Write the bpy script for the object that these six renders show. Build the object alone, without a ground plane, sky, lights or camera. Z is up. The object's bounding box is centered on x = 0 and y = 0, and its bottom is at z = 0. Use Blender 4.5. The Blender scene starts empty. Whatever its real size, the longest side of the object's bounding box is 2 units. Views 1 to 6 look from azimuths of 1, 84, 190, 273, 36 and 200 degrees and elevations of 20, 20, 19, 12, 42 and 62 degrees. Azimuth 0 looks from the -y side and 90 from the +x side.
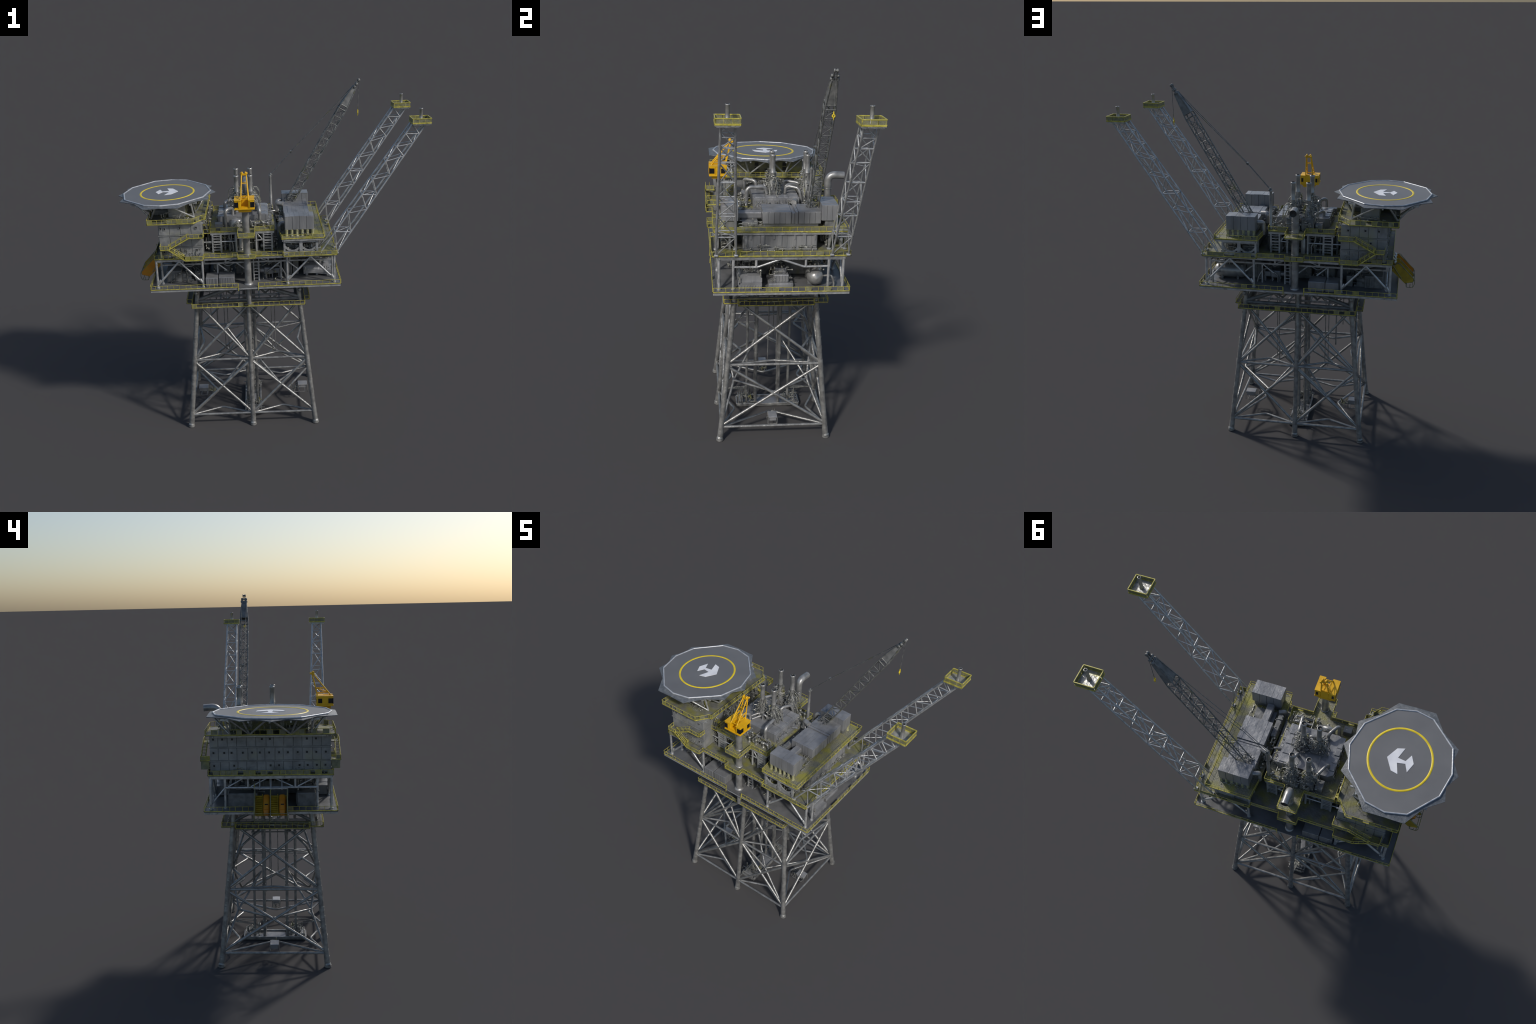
# Offshore production platform: steel jacket, stacked decks, helideck, flare booms, cranes.
import bpy, math, random
from mathutils import Vector as V, Matrix

CX, CY = -0.133, -0.0165          # jacket axis
R_ = random.Random(11)

# ------------------------------------------------------------------ materials
def new_mat(name):
    m = bpy.data.materials.new(name); m.use_nodes = True
    nt = m.node_tree; nt.nodes.clear()
    o = nt.nodes.new('ShaderNodeOutputMaterial')
    b = nt.nodes.new('ShaderNodeBsdfPrincipled')
    nt.links.new(b.outputs[0], o.inputs[0])
    return m, nt, b

def worn(name, base, dark, light=None, tint=None, metallic=0.0, rough=0.5, scale=30, bump=0.15,
         bscale=160, tint_lo=0.52, tint_hi=0.68, tscale=14, rough_var=0.15, streak=False):
    """painted steel: base colour, blotches of a darker and lighter tone, optional patches of another paint"""
    m, nt, b = new_mat(name)
    N, L = nt.nodes.new, nt.links.new
    tc = N('ShaderNodeTexCoord')
    mp = N('ShaderNodeMapping'); L(tc.outputs['Object'], mp.inputs[0])
    if streak: mp.inputs['Scale'].default_value = (1, 1, 0.25)
    n1 = N('ShaderNodeTexNoise'); n1.inputs['Scale'].default_value = scale; n1.inputs['Detail'].default_value = 6
    L(mp.outputs[0], n1.inputs['Vector'])
    cr = N('ShaderNodeValToRGB'); L(n1.outputs['Fac'], cr.inputs[0])
    e = cr.color_ramp.elements
    e[0].position = 0.30; e[0].color = (*dark, 1)
    e[1].position = 0.52; e[1].color = (*base, 1)
    if light:
        q = e.new(0.72); q.color = (*light, 1)
    col = cr.outputs[0]
    if tint:
        n2 = N('ShaderNodeTexNoise'); n2.inputs['Scale'].default_value = tscale; n2.inputs['Detail'].default_value = 5
        L(tc.outputs['Object'], n2.inputs['Vector'])
        r2 = N('ShaderNodeMapRange'); r2.inputs[1].default_value = tint_lo; r2.inputs[2].default_value = tint_hi
        L(n2.outputs['Fac'], r2.inputs[0])
        mx = N('ShaderNodeMix'); mx.data_type = 'RGBA'
        L(r2.outputs[0], mx.inputs['Factor']); L(col, mx.inputs[6]); mx.inputs[7].default_value = (*tint, 1)
        col = mx.outputs[2]
    L(col, b.inputs['Base Color'])
    b.inputs['Metallic'].default_value = metallic
    n3 = N('ShaderNodeTexNoise'); n3.inputs['Scale'].default_value = bscale; n3.inputs['Detail'].default_value = 3
    L(mp.outputs[0], n3.inputs['Vector'])
    rr = N('ShaderNodeMapRange'); rr.inputs[3].default_value = max(rough - rough_var, .05); rr.inputs[4].default_value = rough + rough_var
    L(n1.outputs['Fac'], rr.inputs[0]); L(rr.outputs[0], b.inputs['Roughness'])
    if bump:
        bp = N('ShaderNodeBump'); bp.inputs['Strength'].default_value = bump; bp.inputs['Distance'].default_value = 0.004
        L(n3.outputs['Fac'], bp.inputs['Height']); L(bp.outputs[0], b.inputs['Normal'])
    return m

G = lambda v, t=0.0: (v * (1 - t), v, v * (1 + t))
M = {}
M['steel'] = worn('jacket_steel', (.31, .31, .30), (.20, .20, .20), (.40, .40, .39), metallic=.55, rough=.36, scale=34, bump=.5, bscale=90)
M['truss'] = worn('truss_steel', (.50, .51, .515), (.36, .37, .37), (.62, .625, .63), metallic=.5, rough=.32, scale=40, bump=.3)
M['dark'] = worn('crane_boom_steel', (.19, .195, .19), (.11, .115, .115), (.28, .28, .27), tint=(.20, .19, .06), tint_lo=.60, tint_hi=.75, metallic=.4, rough=.45, scale=60)
M['deck'] = worn('deck_plate', (.135, .137, .14), (.095, .097, .10), (.17, .17, .175), rough=.42, scale=10, bump=.3, bscale=60)
M['deck_y'] = worn('deck_plate_stained', (.15, .152, .14), (.10, .10, .085), (.20, .20, .185), tint=(.20, .195, .055), tint_lo=.42, tint_hi=.66, rough=.5, scale=30, bump=.5, bscale=90, tscale=16)
M['grate'] = worn('deck_grating', (.22, .215, .16), (.12, .12, .085), (.31, .305, .23), tint=(.30, .285, .06), tint_lo=.46, tint_hi=.66, rough=.5, scale=170, bump=1.0, bscale=220)
M['foot'] = worn('support_foot_cream', (.40, .39, .22), (.26, .255, .14), (.52, .51, .36), rough=.38, metallic=.2, scale=70, bump=.4)
M['tip_plate'] = worn('galvanised_plate', (.42, .42, .40), (.27, .27, .25), (.56, .56, .53), tint=(.42, .40, .14), tint_lo=.58, tint_hi=.72, rough=.36, metallic=.4, scale=60, bump=.8, bscale=80)
M['yellow'] = worn('rail_yellow', (.47, .415, .065), (.24, .225, .06), (.62, .56, .17), rough=.34, scale=60, bump=.1)
M['mesh'] = worn('rail_infill', (.19, .19, .12), (.13, .135, .09), (.26, .255, .16), rough=.42, scale=50, bump=.4, tint=(.27, .26, .06), tint_lo=.5, tint_hi=.7)
M['module'] = worn('module_cladding', (.27, .275, .285), (.20, .205, .215), (.34, .34, .345), metallic=.3, rough=.34, scale=16, bump=.75, bscale=38, streak=True)
M['quarters'] = worn('quarters_cladding', (.28, .285, .285), (.20, .205, .205), (.35, .35, .345), tint=(.26, .26, .14), tint_lo=.56, tint_hi=.80, metallic=.2, rough=.40, scale=18, bump=.6, bscale=45, tscale=9)
M['pipe'] = worn('bare_pipe', (.33, .33, .325), (.24, .24, .235), (.42, .42, .41), metallic=.5, rough=.35, scale=30, bump=.15)
M['clutter'] = worn('valve_clutter', (.32, .32, .29), (.17, .17, .155), (.48, .48, .44), tint=(.28, .26, .07), tint_lo=.62, tint_hi=.75, metallic=.5, rough=.32, scale=80, bump=.4)
M['machine'] = worn('machinery_grey', (.18, .184, .183), (.11, .113, .113), (.25, .25, .243), tint=(.16, .16, .06), tint_lo=.62, tint_hi=.82, rough=.45, scale=30, bump=.4, bscale=60, metallic=.15)
M['heli'] = worn('helideck_surface', (.155, .158, .163), (.143, .145, .150), (.167, .169, .173), rough=.5, scale=7, bump=.08, bscale=200, rough_var=.06)
M['net'] = worn('safety_net', (.13, .142, .155), (.09, .10, .11), (.19, .20, .205), rough=.45, scale=60, bump=.4, bscale=220)
M['white'] = worn('marking_white', (.78, .79, .82), (.70, .71, .74), (.84, .85, .86), rough=.45, scale=20, bump=.05)
M['rim'] = worn('helideck_rim', (.50, .52, .55), (.36, .38, .42), (.62, .63, .65), rough=.35, metallic=.3, scale=40, bump=.2)
M['mark_y'] = worn('marking_yellow', (.80, .60, .02), (.66, .50, .02), (.85, .65, .04), rough=.45, scale=20, bump=.05)
M['crane_y'] = worn('crane_yellow', (.74, .42, .004), (.62, .34, .004), (.80, .49, .012), rough=.45, scale=14, bump=.08)
M['glass'] = worn('cab_window', (.012, .012, .014), (.008, .008, .01), (.02, .02, .022), rough=.18, scale=20, bump=0, rough_var=.05)
M['orange'] = worn('lifeboat_orange', (.60, .235, .014), (.47, .18, .012), (.65, .30, .02), rough=.4, scale=14, bump=.1, tint=(.40, .30, .02), tint_lo=.55, tint_hi=.75)
M['boat_y'] = worn('davit_yellow', (.46, .32, .02), (.32, .22, .02), (.55, .40, .03), rough=.45, scale=26, bump=.2)
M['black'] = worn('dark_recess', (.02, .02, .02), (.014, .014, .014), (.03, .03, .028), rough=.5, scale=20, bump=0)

# ------------------------------------------------------------------ geometry accumulator
class P:
    def __init__(s, name, mat='steel'):
        s.name, s.v, s.f, s.mi, s.sm = name, [], [], [], []
        s.mats = [mat]; s.cur = mat
    def m(s, mat):
        s.cur = mat
        if mat not in s.mats: s.mats.append(mat)
        return s
    def add(s, vs, fs, smooth=False):
        o = len(s.v); s.v += [tuple(x) for x in vs]; k = s.mats.index(s.cur)
        for f in fs:
            s.f.append([i + o for i in f]); s.mi.append(k); s.sm.append(smooth)
        return s
    def ring_loft(s, rings, caps=True, smooth=True):
        n = len(rings[0]); vs = [p for r in rings for p in r]; fs = []
        for a in range(len(rings) - 1):
            for i in range(n):
                j = (i + 1) % n
                fs.append([a * n + i, a * n + j, (a + 1) * n + j, (a + 1) * n + i])
        s.add(vs, fs, smooth)
        if caps:
            s.add(rings[0], [list(range(n))[::-1]]); s.add(rings[-1], [list(range(n))])
        return s
    def tube(s, p, q, r, r2=None, n=8, caps=True):
        p, q = V(p), V(q); d = q - p
        if d.length < 1e-6: return s
        d.normalize(); r2 = r if r2 is None else r2
        a = d.orthogonal().normalized(); b = d.cross(a)
        cs = [a * math.cos(2 * math.pi * i / n) + b * math.sin(2 * math.pi * i / n) for i in range(n)]
        return s.ring_loft([[p + c * r for c in cs], [q + c * r2 for c in cs]], caps)
    def path(s, pts, r, n=8, bend=None, steps=5, caps=True):
        """pipe along points with rounded elbows; r may be a list per control point"""
        pts = [V(p) for p in pts]; out = [pts[0]]
        for i in range(1, len(pts) - 1):
            a, b, c = pts[i - 1], pts[i], pts[i + 1]
            k = bend if bend else r * 2.2
            u, w = (a - b), (c - b); k1 = min(k, u.length * .49, w.length * .49)
            u.normalize(); w.normalize()
            for t in range(steps + 1):
                t /= steps
                out.append((b + u * k1) * (1 - t) ** 2 + b * 2 * t * (1 - t) + (b + w * k1) * t * t)
        out.append(pts[-1]); rings = []; up = None
        for i, p in enumerate(out):
            d = (out[min(i + 1, len(out) - 1)] - out[max(i - 1, 0)]).normalized()
            up = d.orthogonal() if up is None else (up - d * up.dot(d))
            up.normalize(); b = d.cross(up)
            rings.append([p + up * (r * math.cos(2 * math.pi * k / n)) + b * (r * math.sin(2 * math.pi * k / n)) for k in range(n)])
        return s.ring_loft(rings, caps)
    def turn(s, c, prof, n=16, axis=(0, 0, 1), caps=True, squash=(1, 1)):
        """body of revolution: profile of (radius, offset along axis)"""
        c = V(c); d = V(axis).normalized()
        a = V((1, 0, 0)) if abs(d.x) < .9 else V((0, 1, 0))
        a = (a - d * a.dot(d)).normalized(); b = d.cross(a)
        return s.ring_loft([[c + d * z + a * (r * squash[0] * math.cos(2 * math.pi * i / n)) + b * (r * squash[1] * math.sin(2 * math.pi * i / n)) for i in range(n)] for r, z in prof], caps)
    def box(s, x0, x1, y0, y1, z0, z1, bev=0.0):
        if bev <= 0:
            vs = [(x, y, z) for z in (z0, z1) for y in (y0, y1) for x in (x0, x1)]
            return s.add(vs, [[0, 2, 3, 1], [4, 5, 7, 6], [0, 1, 5, 4], [2, 6, 7, 3], [0, 4, 6, 2], [1, 3, 7, 5]])
        b = min(bev, (x1 - x0) * .45, (y1 - y0) * .45, (z1 - z0) * .45)
        def loop(i, z): return [(x0 + i + c, y0 + i, z) for c in (0,)] and [
            (x0 + b if i == 0 else x0 + i, y0 + i, z), (x1 - b if i == 0 else x1 - i, y0 + i, z),
            (x1 - i, y0 + b if i == 0 else y0 + i, z), (x1 - i, y1 - b if i == 0 else y1 - i, z),
            (x1 - b if i == 0 else x1 - i, y1 - i, z), (x0 + b if i == 0 else x0 + i, y1 - i, z),
            (x0 + i, y1 - b if i == 0 else y1 - i, z), (x0 + i, y0 + b if i == 0 else y0 + i, z)]
        def sub(z, k):
            c = b * 1.0
            return [(x0 + c + k * 0, y0 + k, z), (x1 - c, y0 + k, z), (x1 - k, y0 + c, z), (x1 - k, y1 - c, z),
                    (x1 - c, y1 - k, z), (x0 + c, y1 - k, z), (x0 + k, y1 - c, z), (x0 + k, y0 + c, z)]
        return s.ring_loft([sub(z0, b * .6), sub(z0 + b, 0), sub(z1 - b, 0), sub(z1, b * .6)], True, False)
    def obox(s, p, q, w, h, up=(0, 0, 1)):
        """bar of rectangular section from p to q"""
        p, q = V(p), V(q); d = (q - p).normalized(); u = V(up); a = d.cross(u)
        if a.length < 1e-4: a = d.orthogonal()
        a.normalize(); b = a.cross(d)
        c = [(-w / 2, -h / 2), (w / 2, -h / 2), (w / 2, h / 2), (-w / 2, h / 2)]
        return s.ring_loft([[p + a * x + b * y for x, y in c], [q + a * x + b * y for x, y in c]], True, False)
    def prism(s, poly, z0, z1):
        n = len(poly)
        area = sum(poly[i][0] * poly[(i + 1) % n][1] - poly[(i + 1) % n][0] * poly[i][1] for i in range(n))
        if area < 0: poly = poly[::-1]
        vs = [(x, y, z0) for x, y in poly] + [(x, y, z1) for x, y in poly]
        return s.add(vs, [list(range(n))[::-1], list(range(n, 2 * n))] + [[i, (i + 1) % n, n + (i + 1) % n, n + i] for i in range(n)])
    def ball(s, c, r, n=10, sq=(1, 1, 1)):
        c = V(c); rings = []
        for a in range(1, n // 2 + 2):
            t = math.pi * a / (n // 2 + 2)
            rings.append([c + V((r * sq[0] * math.sin(t) * math.cos(2 * math.pi * i / n), r * sq[1] * math.sin(t) * math.sin(2 * math.pi * i / n), -r * sq[2] * math.cos(t))) for i in range(n)])
        return s.ring_loft(rings)
    def rail(s, pts, z, closed=False, h=.023, step=.030, infill=0.0, kick=True, mid=False):
        """guard rail on a deck edge: toe board, posts, top and middle rail, optional infill panels"""
        pts = list(pts) + ([pts[0]] if closed else [])
        for (x0, y0), (x1, y1) in zip(pts, pts[1:]):
            a, b = V((x0, y0, z)), V((x1, y1, z)); Lg = (b - a).length
            if Lg < .004: continue
            d = (b - a) / Lg; hgt = V((0, 0, h))
            s.m('yellow')
            if kick: s.obox(a - d * .0015 + V((0, 0, .0003)), b + d * .0015 + V((0, 0, .0003)), .0030, .0038)
            s.tube(a + hgt, b + hgt, .0012, n=6)
            if mid: s.tube(a + hgt * .56, b + hgt * .56, .0006, n=4)
            k = max(1, round(Lg / step)); e = .004 / max(Lg, .01)
            for i in range(k + 1):
                t = min(max(i / k + (R_.uniform(-.12, .12) / k if 0 < i < k else 0), e), 1 - e)
                p = a + d * (Lg * t); s.tube(p, p + hgt, .00105, n=5, caps=False)
                if i < k and R_.random() < infill:
                    q = a + d * (Lg * (i + 1) / k); w = .001
                    s.m('mesh'); s.obox(p + V((0, 0, h * .52)), q + V((0, 0, h * .52)), w, h * .84); s.m('yellow')
        return s

ROOT = bpy.data.objects.new('offshore_platform', None)
bpy.context.scene.collection.objects.link(ROOT)
ROOT['label'] = 'grey offshore oil production platform with yellow railings, helideck and flare booms'
ROOT['category'] = 'oil platform'

def make(part, parent=None, kind=None):
    me = bpy.data.meshes.new(part.name)
    me.from_pydata(part.v, [], part.f)
    for k in part.mats: me.materials.append(M[k])
    me.polygons.foreach_set('material_index', part.mi)
    me.polygons.foreach_set('use_smooth', part.sm)
    me.update()
    o = bpy.data.objects.new(part.name, me)
    bpy.context.scene.collection.objects.link(o)
    o.parent = parent or ROOT
    if kind: o['kind'] = kind
    return o

def copies(o, locs):
    for l in locs:
        c = o.copy(); c.location = l; bpy.context.scene.collection.objects.link(c)

def one(name, mat, parent, fn):
    p = P(name, mat); fn(p); return make(p, parent)

# ------------------------------------------------------------------ jacket
def leg_at(sx, sy, z):           # sx in -1,0,1  sy in -1,1
    return V((CX + sx * (.380 - .100 * z), CY + sy * (.289 - .098 * z), z))
Z1, Z2, ZE, ZM, ZC = .075, .428, .796, .763, .787   # horizontals, tops of end, middle-leg and corner-leg diagonals    # brace levels

jk = P('jacket', 'steel')        # node cans where braces meet the legs
for sx in (-1, 0, 1):
    for sy in (-1, 1):
        for z in (Z1, Z2):
            jk.tube(leg_at(sx, sy, z - .022), leg_at(sx, sy, z + .022), .0152, n=14)
jacket = make(jk)
for sx in (-1, 0, 1):
    for sy in (-1, 1):
        p = P('leg', 'steel'); r = .0135 if sx else .0125
        p.tube(leg_at(sx, sy, .006), leg_at(sx, sy, .918), r * 1.08, r * .95, n=16)
        f0 = leg_at(sx, sy, 0); p.tube(f0, f0 + V((0, 0, .011)), .0200, .0188, n=16); p.tube(f0 + V((0, 0, .011)), leg_at(sx, sy, .02), .0188, .0165, n=16)
        p.tube(leg_at(sx, sy, .010), leg_at(sx, sy, .060), .0165, .0160, n=16)
        for z in (.15, .21, .27, .33, .52, .58, .66, .73):
            z += R_.uniform(-.015, .015)
            p.tube(leg_at(sx, sy, z), leg_at(sx, sy, z + R_.uniform(.006, .018)), r + .0014, n=16)
        if sx:      # navigation lamp on the outer side of each corner leg
            q = leg_at(sx, sy, .858) + V((sx * .006, sy * .036, 0))
            p.m('pipe').ball(q, .011, 10, (1, 1, 1.1)); p.tube(q, leg_at(sx, sy, .858), .004)
            p.tube(q + V((0, 0, -.012)), q + V((0, 0, .012)), .006, n=8)
        make(p, jacket)

def brace(a, b, r=.0074, name='brace', via=None):
    p = P(name, 'steel')
    if via is None: p.tube(a, b, r, n=10)
    else: p.path([a, via, b], r, n=10, bend=.018)
    make(p, jacket)

L = leg_at
for sy in (-1, 1):
    for bx in (-1, 1):           # bay between the middle leg and a corner leg
        brace(L(0, sy, Z1 + .004), L(bx, sy, Z2 - .008)); brace(L(bx, sy, Z1 + .006), L(0, sy, Z2 - .010))
        brace(L(0, sy, Z2), L(bx, sy, ZC)); brace(L(bx, sy, Z2 - .002), L(0, sy, ZM))
        for z in (Z1, Z2):
            brace(L(0, sy, z), L(bx, sy, z), .0070)
            mid = (L(0, sy, z) + L(bx, sy, z)) / 2
            brace(L(0, sy, z), L(bx, sy, z), .0062, 'plan_brace', mid + V((0, -sy * .082, 0)))
        # inner bent struts that follow one diagonal of each panel
        k = (L(0, sy, .27) + L(bx, sy, .27)) / 2 + V((-bx * .012, -sy * .058, -.028))
        brace(L(0, sy, Z2), L(bx, sy, Z1), .0064, 'inner_strut', k)
        brace(k, V((CX + bx * .352, CY, .270)), .0062, 'inner_strut')
        brace(k, V((CX, CY + sy * .078, .408)), .0058, 'inner_strut')
        k = (L(0, sy, .61) + L(bx, sy, .61)) / 2 + V((-bx * .016, -sy * .052, .004))
        brace(L(0, sy, Z2), V((CX + bx * .02, CY + sy * .085, .668)), .0064, 'inner_strut', k)
for sx in (-1, 1):
    for z0, z1 in ((Z1, Z2), (Z2, ZE)):
        brace(L(sx, -1, z0 + .008), L(sx, 1, z1 - .008)); brace(L(sx, 1, z0 + .008), L(sx, -1, z1 - .008))
    for z in (Z1, Z2):
        brace(L(sx, -1, z), L(sx, 1, z), .0072)
        mid = (L(sx, -1, z) + L(sx, 1, z)) / 2
        brace(L(sx, -1, z), L(sx, 1, z), .0062, 'plan_brace', mid + V((-sx * (.150 if z == Z1 else .045), 0, 0)))
# transverse frame through the middle legs
for sy in (-1, 1):
    brace(L(0, sy, Z2 + .09), V((CX, CY + sy * .07, .52)), .003, 'guide_arm')
    brace(L(0, sy, Z2 + .09), V((CX - .03, CY + sy * .10, .55)), .003, 'guide_arm')
# conductors standing on the seabed template
for dx, dy, r in ((-.029, -.070, .0088), (-.029, .063, .0088), (.029, -.070, .0088), (.029, .063, .0088), (.0, -.120, .0080), (.0, .121, .0080)):
    p = P('conductor', 'steel')
    p.tube((CX + dx, CY + dy, .008), (CX + dx, CY + dy, .915), r, n=12)
    for z in (.10, .33, .50, .64):
        p.tube((CX + dx, CY + dy, z), (CX + dx, CY + dy, z + .012), r * 1.28, n=12)
    make(p, jacket)
p = P('conductor_guide', 'steel')
for z in (.662,):
    for dy in (-.120, -.070, .063, .121):
        p.box(CX - .045, CX + .043, CY + dy - .004, CY + dy + .004, z - .004, z + .004)
    for dx in (-.045, .043):
        p.tube((CX + dx, CY - .13, z), (CX + dx, CY + .13, z), .004, n=8)
make(p, jacket)
# hanging caissons
for x, y, z in ((-.338, .03, .489), (-.294, .03, .346), (-.272, .0, .346), (.002, .015, .330), (.022, -.034, .352), (-.375, .0, .61)):
    p = P('caisson', 'steel'); p.tube((x, y, z), (x, y, .915), .0026 if x != -.338 else .004, n=8); make(p, jacket)
# seabed template
p = P('seabed_template', 'steel')
x0, x1, y0, y1 = CX - .048, CX + .048, CY - .178, CY + .184
for x in (x0, x1): p.box(x - .005, x + .005, y0, y1, .002, .021, .002)
for y in (y0, y1): p.box(x0 + .0055, x1 - .0055, y - .004, y + .004, .003, .020, .002)
p.box(x0 + .0055, x1 - .0055, y0 + .0045, y1 - .0045, .003, .008)
p.m('module').box(x0 + .008, x1 - .008, CY - .058, CY + .058, .008, .013, .001); p.m('steel')
for y in (CY - .145, CY + .155):
    p.tube((x0 - .014, y, .045), (x1 + .014, y, .045), .0026, n=8)
    for x in (x0 + .008, x1 - .008): p.tube((x, y, .008), (x, y, .058), .003, n=8)
for y in (y0 + .01, y1 - .01):
    for x in (x0, x1): p.tube((x, y, .010), (x, y, .040), .0026, n=8)
    p.tube((x0, y, .038), (x1, y, .038), .0022, n=8)
p.m('clutter')
for sgn in (-1, 1):
    for i in range(46):
        c = V((CX + R_.uniform(-.042, .042), CY + sgn * R_.uniform(.09, .165), R_.uniform(.012, .066)))
        d = R_.choice([V((1, 0, 0)), V((0, 1, 0)), V((0, 0, 1))]) * R_.uniform(.012, .04)
        p.tube(c, c + d, R_.uniform(.0014, .004), n=6)
    for i in range(3):
        p.path([(CX - .008 + .008 * i, CY + sgn * .124, .088 + .012 * i), (CX - .006 + .006 * i, CY + sgn * (.175 + .012 * i), .086 + .010 * i), (CX, CY + sgn * .235, .094)], .0018, n=6, bend=.03)
    p.tube((CX, CY + sgn * .235, .094), (CX, CY + sgn * .272, .094), .003, n=8)
    p.m('module').box(x0 + .012, x1 - .012, CY + sgn * .158 - .012, CY + sgn * .158 + .012, .008, .034, .003).m('clutter')
make(p, jacket)
# inlet skids on the end frames
for sx in (-1, 1):
    p = P('valve_skid', 'steel')
    cx, cy = CX + sx * .318, CY
    p.m('module').box(cx - .030, cx + .030, cy - .024, cy + .024, .104, .112, .002)
    p.box(cx - .026, cx + .026, cy - .020, cy + .020, .085, .104, .002); p.m('steel')
    for dx in (-.03, .03):
        for dy in (-.024, .024):
            p.tube((cx + dx, cy + dy, .058), (cx + dx, cy + dy, .108), .0022, n=6)
    for dy in (-.024, .024): p.tube((cx - .035 - sx * .02, cy + dy, .060), (cx + .035 - sx * .02, cy + dy, .060), .0022, n=6)
    for dx in (-.035, .0, .035): p.tube((cx + dx - sx * .02, cy - .024, .060), (cx + dx - sx * .02, cy + .024, .060), .0022, n=6)
    p.m('clutter')
    for i in range(16):
        c = V((cx - sx * R_.uniform(.03, .075), cy + R_.uniform(-.022, .022), R_.uniform(.06, .10)))
        p.tube(c, c + R_.choice([V((1, 0, 0)), V((0, 1, 0)), V((0, 0, 1))]) * R_.uniform(.01, .03), R_.uniform(.0014, .003), n=6)
    p.tube((cx - sx * .03, cy, .08), (CX + sx * .263, cy, Z1 + .004), .0045)
    make(p, jacket)

# ------------------------------------------------------------------ cellar walkway under the decks
WZ = .782
X0, X1, Y0, Y1 = -.462, .197, -.286, .256
XA, XB, YA, YB = -.497, .228, -.212, .180
ring = [(X0, Y0), (X1, Y0), (X1, YA), (XB, YA), (XB, YB), (X1, YB), (X1, Y1), (X0, Y1), (X0, YB), (XA, YB), (XA, YA), (X0, YA)]
c = P('cellar_walkway', 'deck')
c.box(X0, X1, Y0, Y0 + .052, WZ - .010, WZ - .002); c.box(X0, X1, Y1 - .052, Y1, WZ - .010, WZ - .002)
c.box(XA, X0 + .055, YA, YB, WZ - .0095, WZ - .0025); c.box(X1 - .055, XB, YA, YB, WZ - .0095, WZ - .0025)
c.m('truss')
for y in (-.20, -.10, -.015, .07, .17): c.obox((X0 + .03, y, WZ - .012), (X1 - .03, y, WZ - .012), .008, .012)
for x in (-.30, -.19, -.07, .05): c.obox((x, Y0 + .03, WZ - .0125), (x, Y1 - .03, WZ - .0125), .007, .011)
cellar = make(c)
r = P('guard_rail', 'yellow'); r.rail(ring, WZ - .004, True, h=.0235, infill=.12)
r.rail([(X1, YA), (X1, YB)], WZ + .0, h=.02, kick=False); r.rail([(X0, YA), (X0, YB)], WZ, h=.02, kick=False)
make(r, cellar, 'stuff')
b = P('support_frame', 'machine')
for sy in (-1, 1):
    b.tube(L(-1, sy, .794), L(1, sy, .794), .0105, n=10)
    for bx in (-1, 1):
        b.tube(L(0, sy, .904), L(bx, sy, .802), .0115, n=10)
        b.tube(L(0, sy, .900) + V((bx * .02, -sy * .03, 0)), (CX + bx * .10, CY + sy * .13, .80), .006, n=8)
        b.tube((CX + bx * .1, CY + sy * .13, .80), (CX + bx * .2, CY + sy * .2, .905), .005, n=8)
for sx in (-1, 1):
    b.tube(L(sx, -1, .792), L(sx, 1, .792), .0085, n=10)
    for sy in (-1, 1): b.tube((CX + sx * .30, CY, .905), L(sx, sy, .800), .0085, n=10)
for sy in (-1, 1):
    b.tube(L(0, sy, .792), (CX, CY, .905), .007, n=10)
b.m('clutter')
for i in range(60):
    x, y = R_.choice([(R_.uniform(X0, X1), R_.choice([Y0 + .03, Y1 - .03])), (R_.choice([XA + .03, XB - .03]), R_.uniform(YA, YB))])
    a = V((x, y, WZ + R_.uniform(0, .012))); b.tube(a, a + V((R_.uniform(.01, .06) if abs(y - CY) > .2 else 0, 0 if abs(y - CY) > .2 else R_.uniform(.01, .06), 0)), R_.uniform(.001, .003), n=6)
make(b, cellar)

# ------------------------------------------------------------------ lower deck
Z_A, Z_B, Z_C, Z_M = .924, 1.101, 1.200, 1.226     # lower, main, upper (power), process deck levels
AX0, AX1, AY0, AY1 = -.682, .399, -.347, .320
d = P('lower_deck', 'deck')
d.box(AX0, AX1, AY0, AY1, Z_A - .006, Z_A)
d.m('truss')
for y in (AY0 + .004, AY1 - .004): d.box(AX0 + .002, AX1 - .002, y - .003, y + .003, Z_A - .016, Z_A - .0065)
for x in (AX0 + .004, AX1 - .004): d.box(x - .003, x + .003, AY0 + .0075, AY1 - .0075, Z_A - .016, Z_A - .0065)
for x in [AX0 + .1 + .11 * i for i in range(9)]: d.box(x - .003, x + .003, AY0 + .0075, AY1 - .0075, Z_A - .015, Z_A - .0065)
for y in (-.25, -.13, .0, .12, .23): d.box(AX0 + .008, AX1 - .008, y - .003, y + .003, Z_A - .0155, Z_A - .0068)
lower = make(d)
gx0, gx1 = -.182, -.070          # opening in the rail at the crane pedestal and at the exhaust
r = P('guard_rail', 'yellow')
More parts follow.
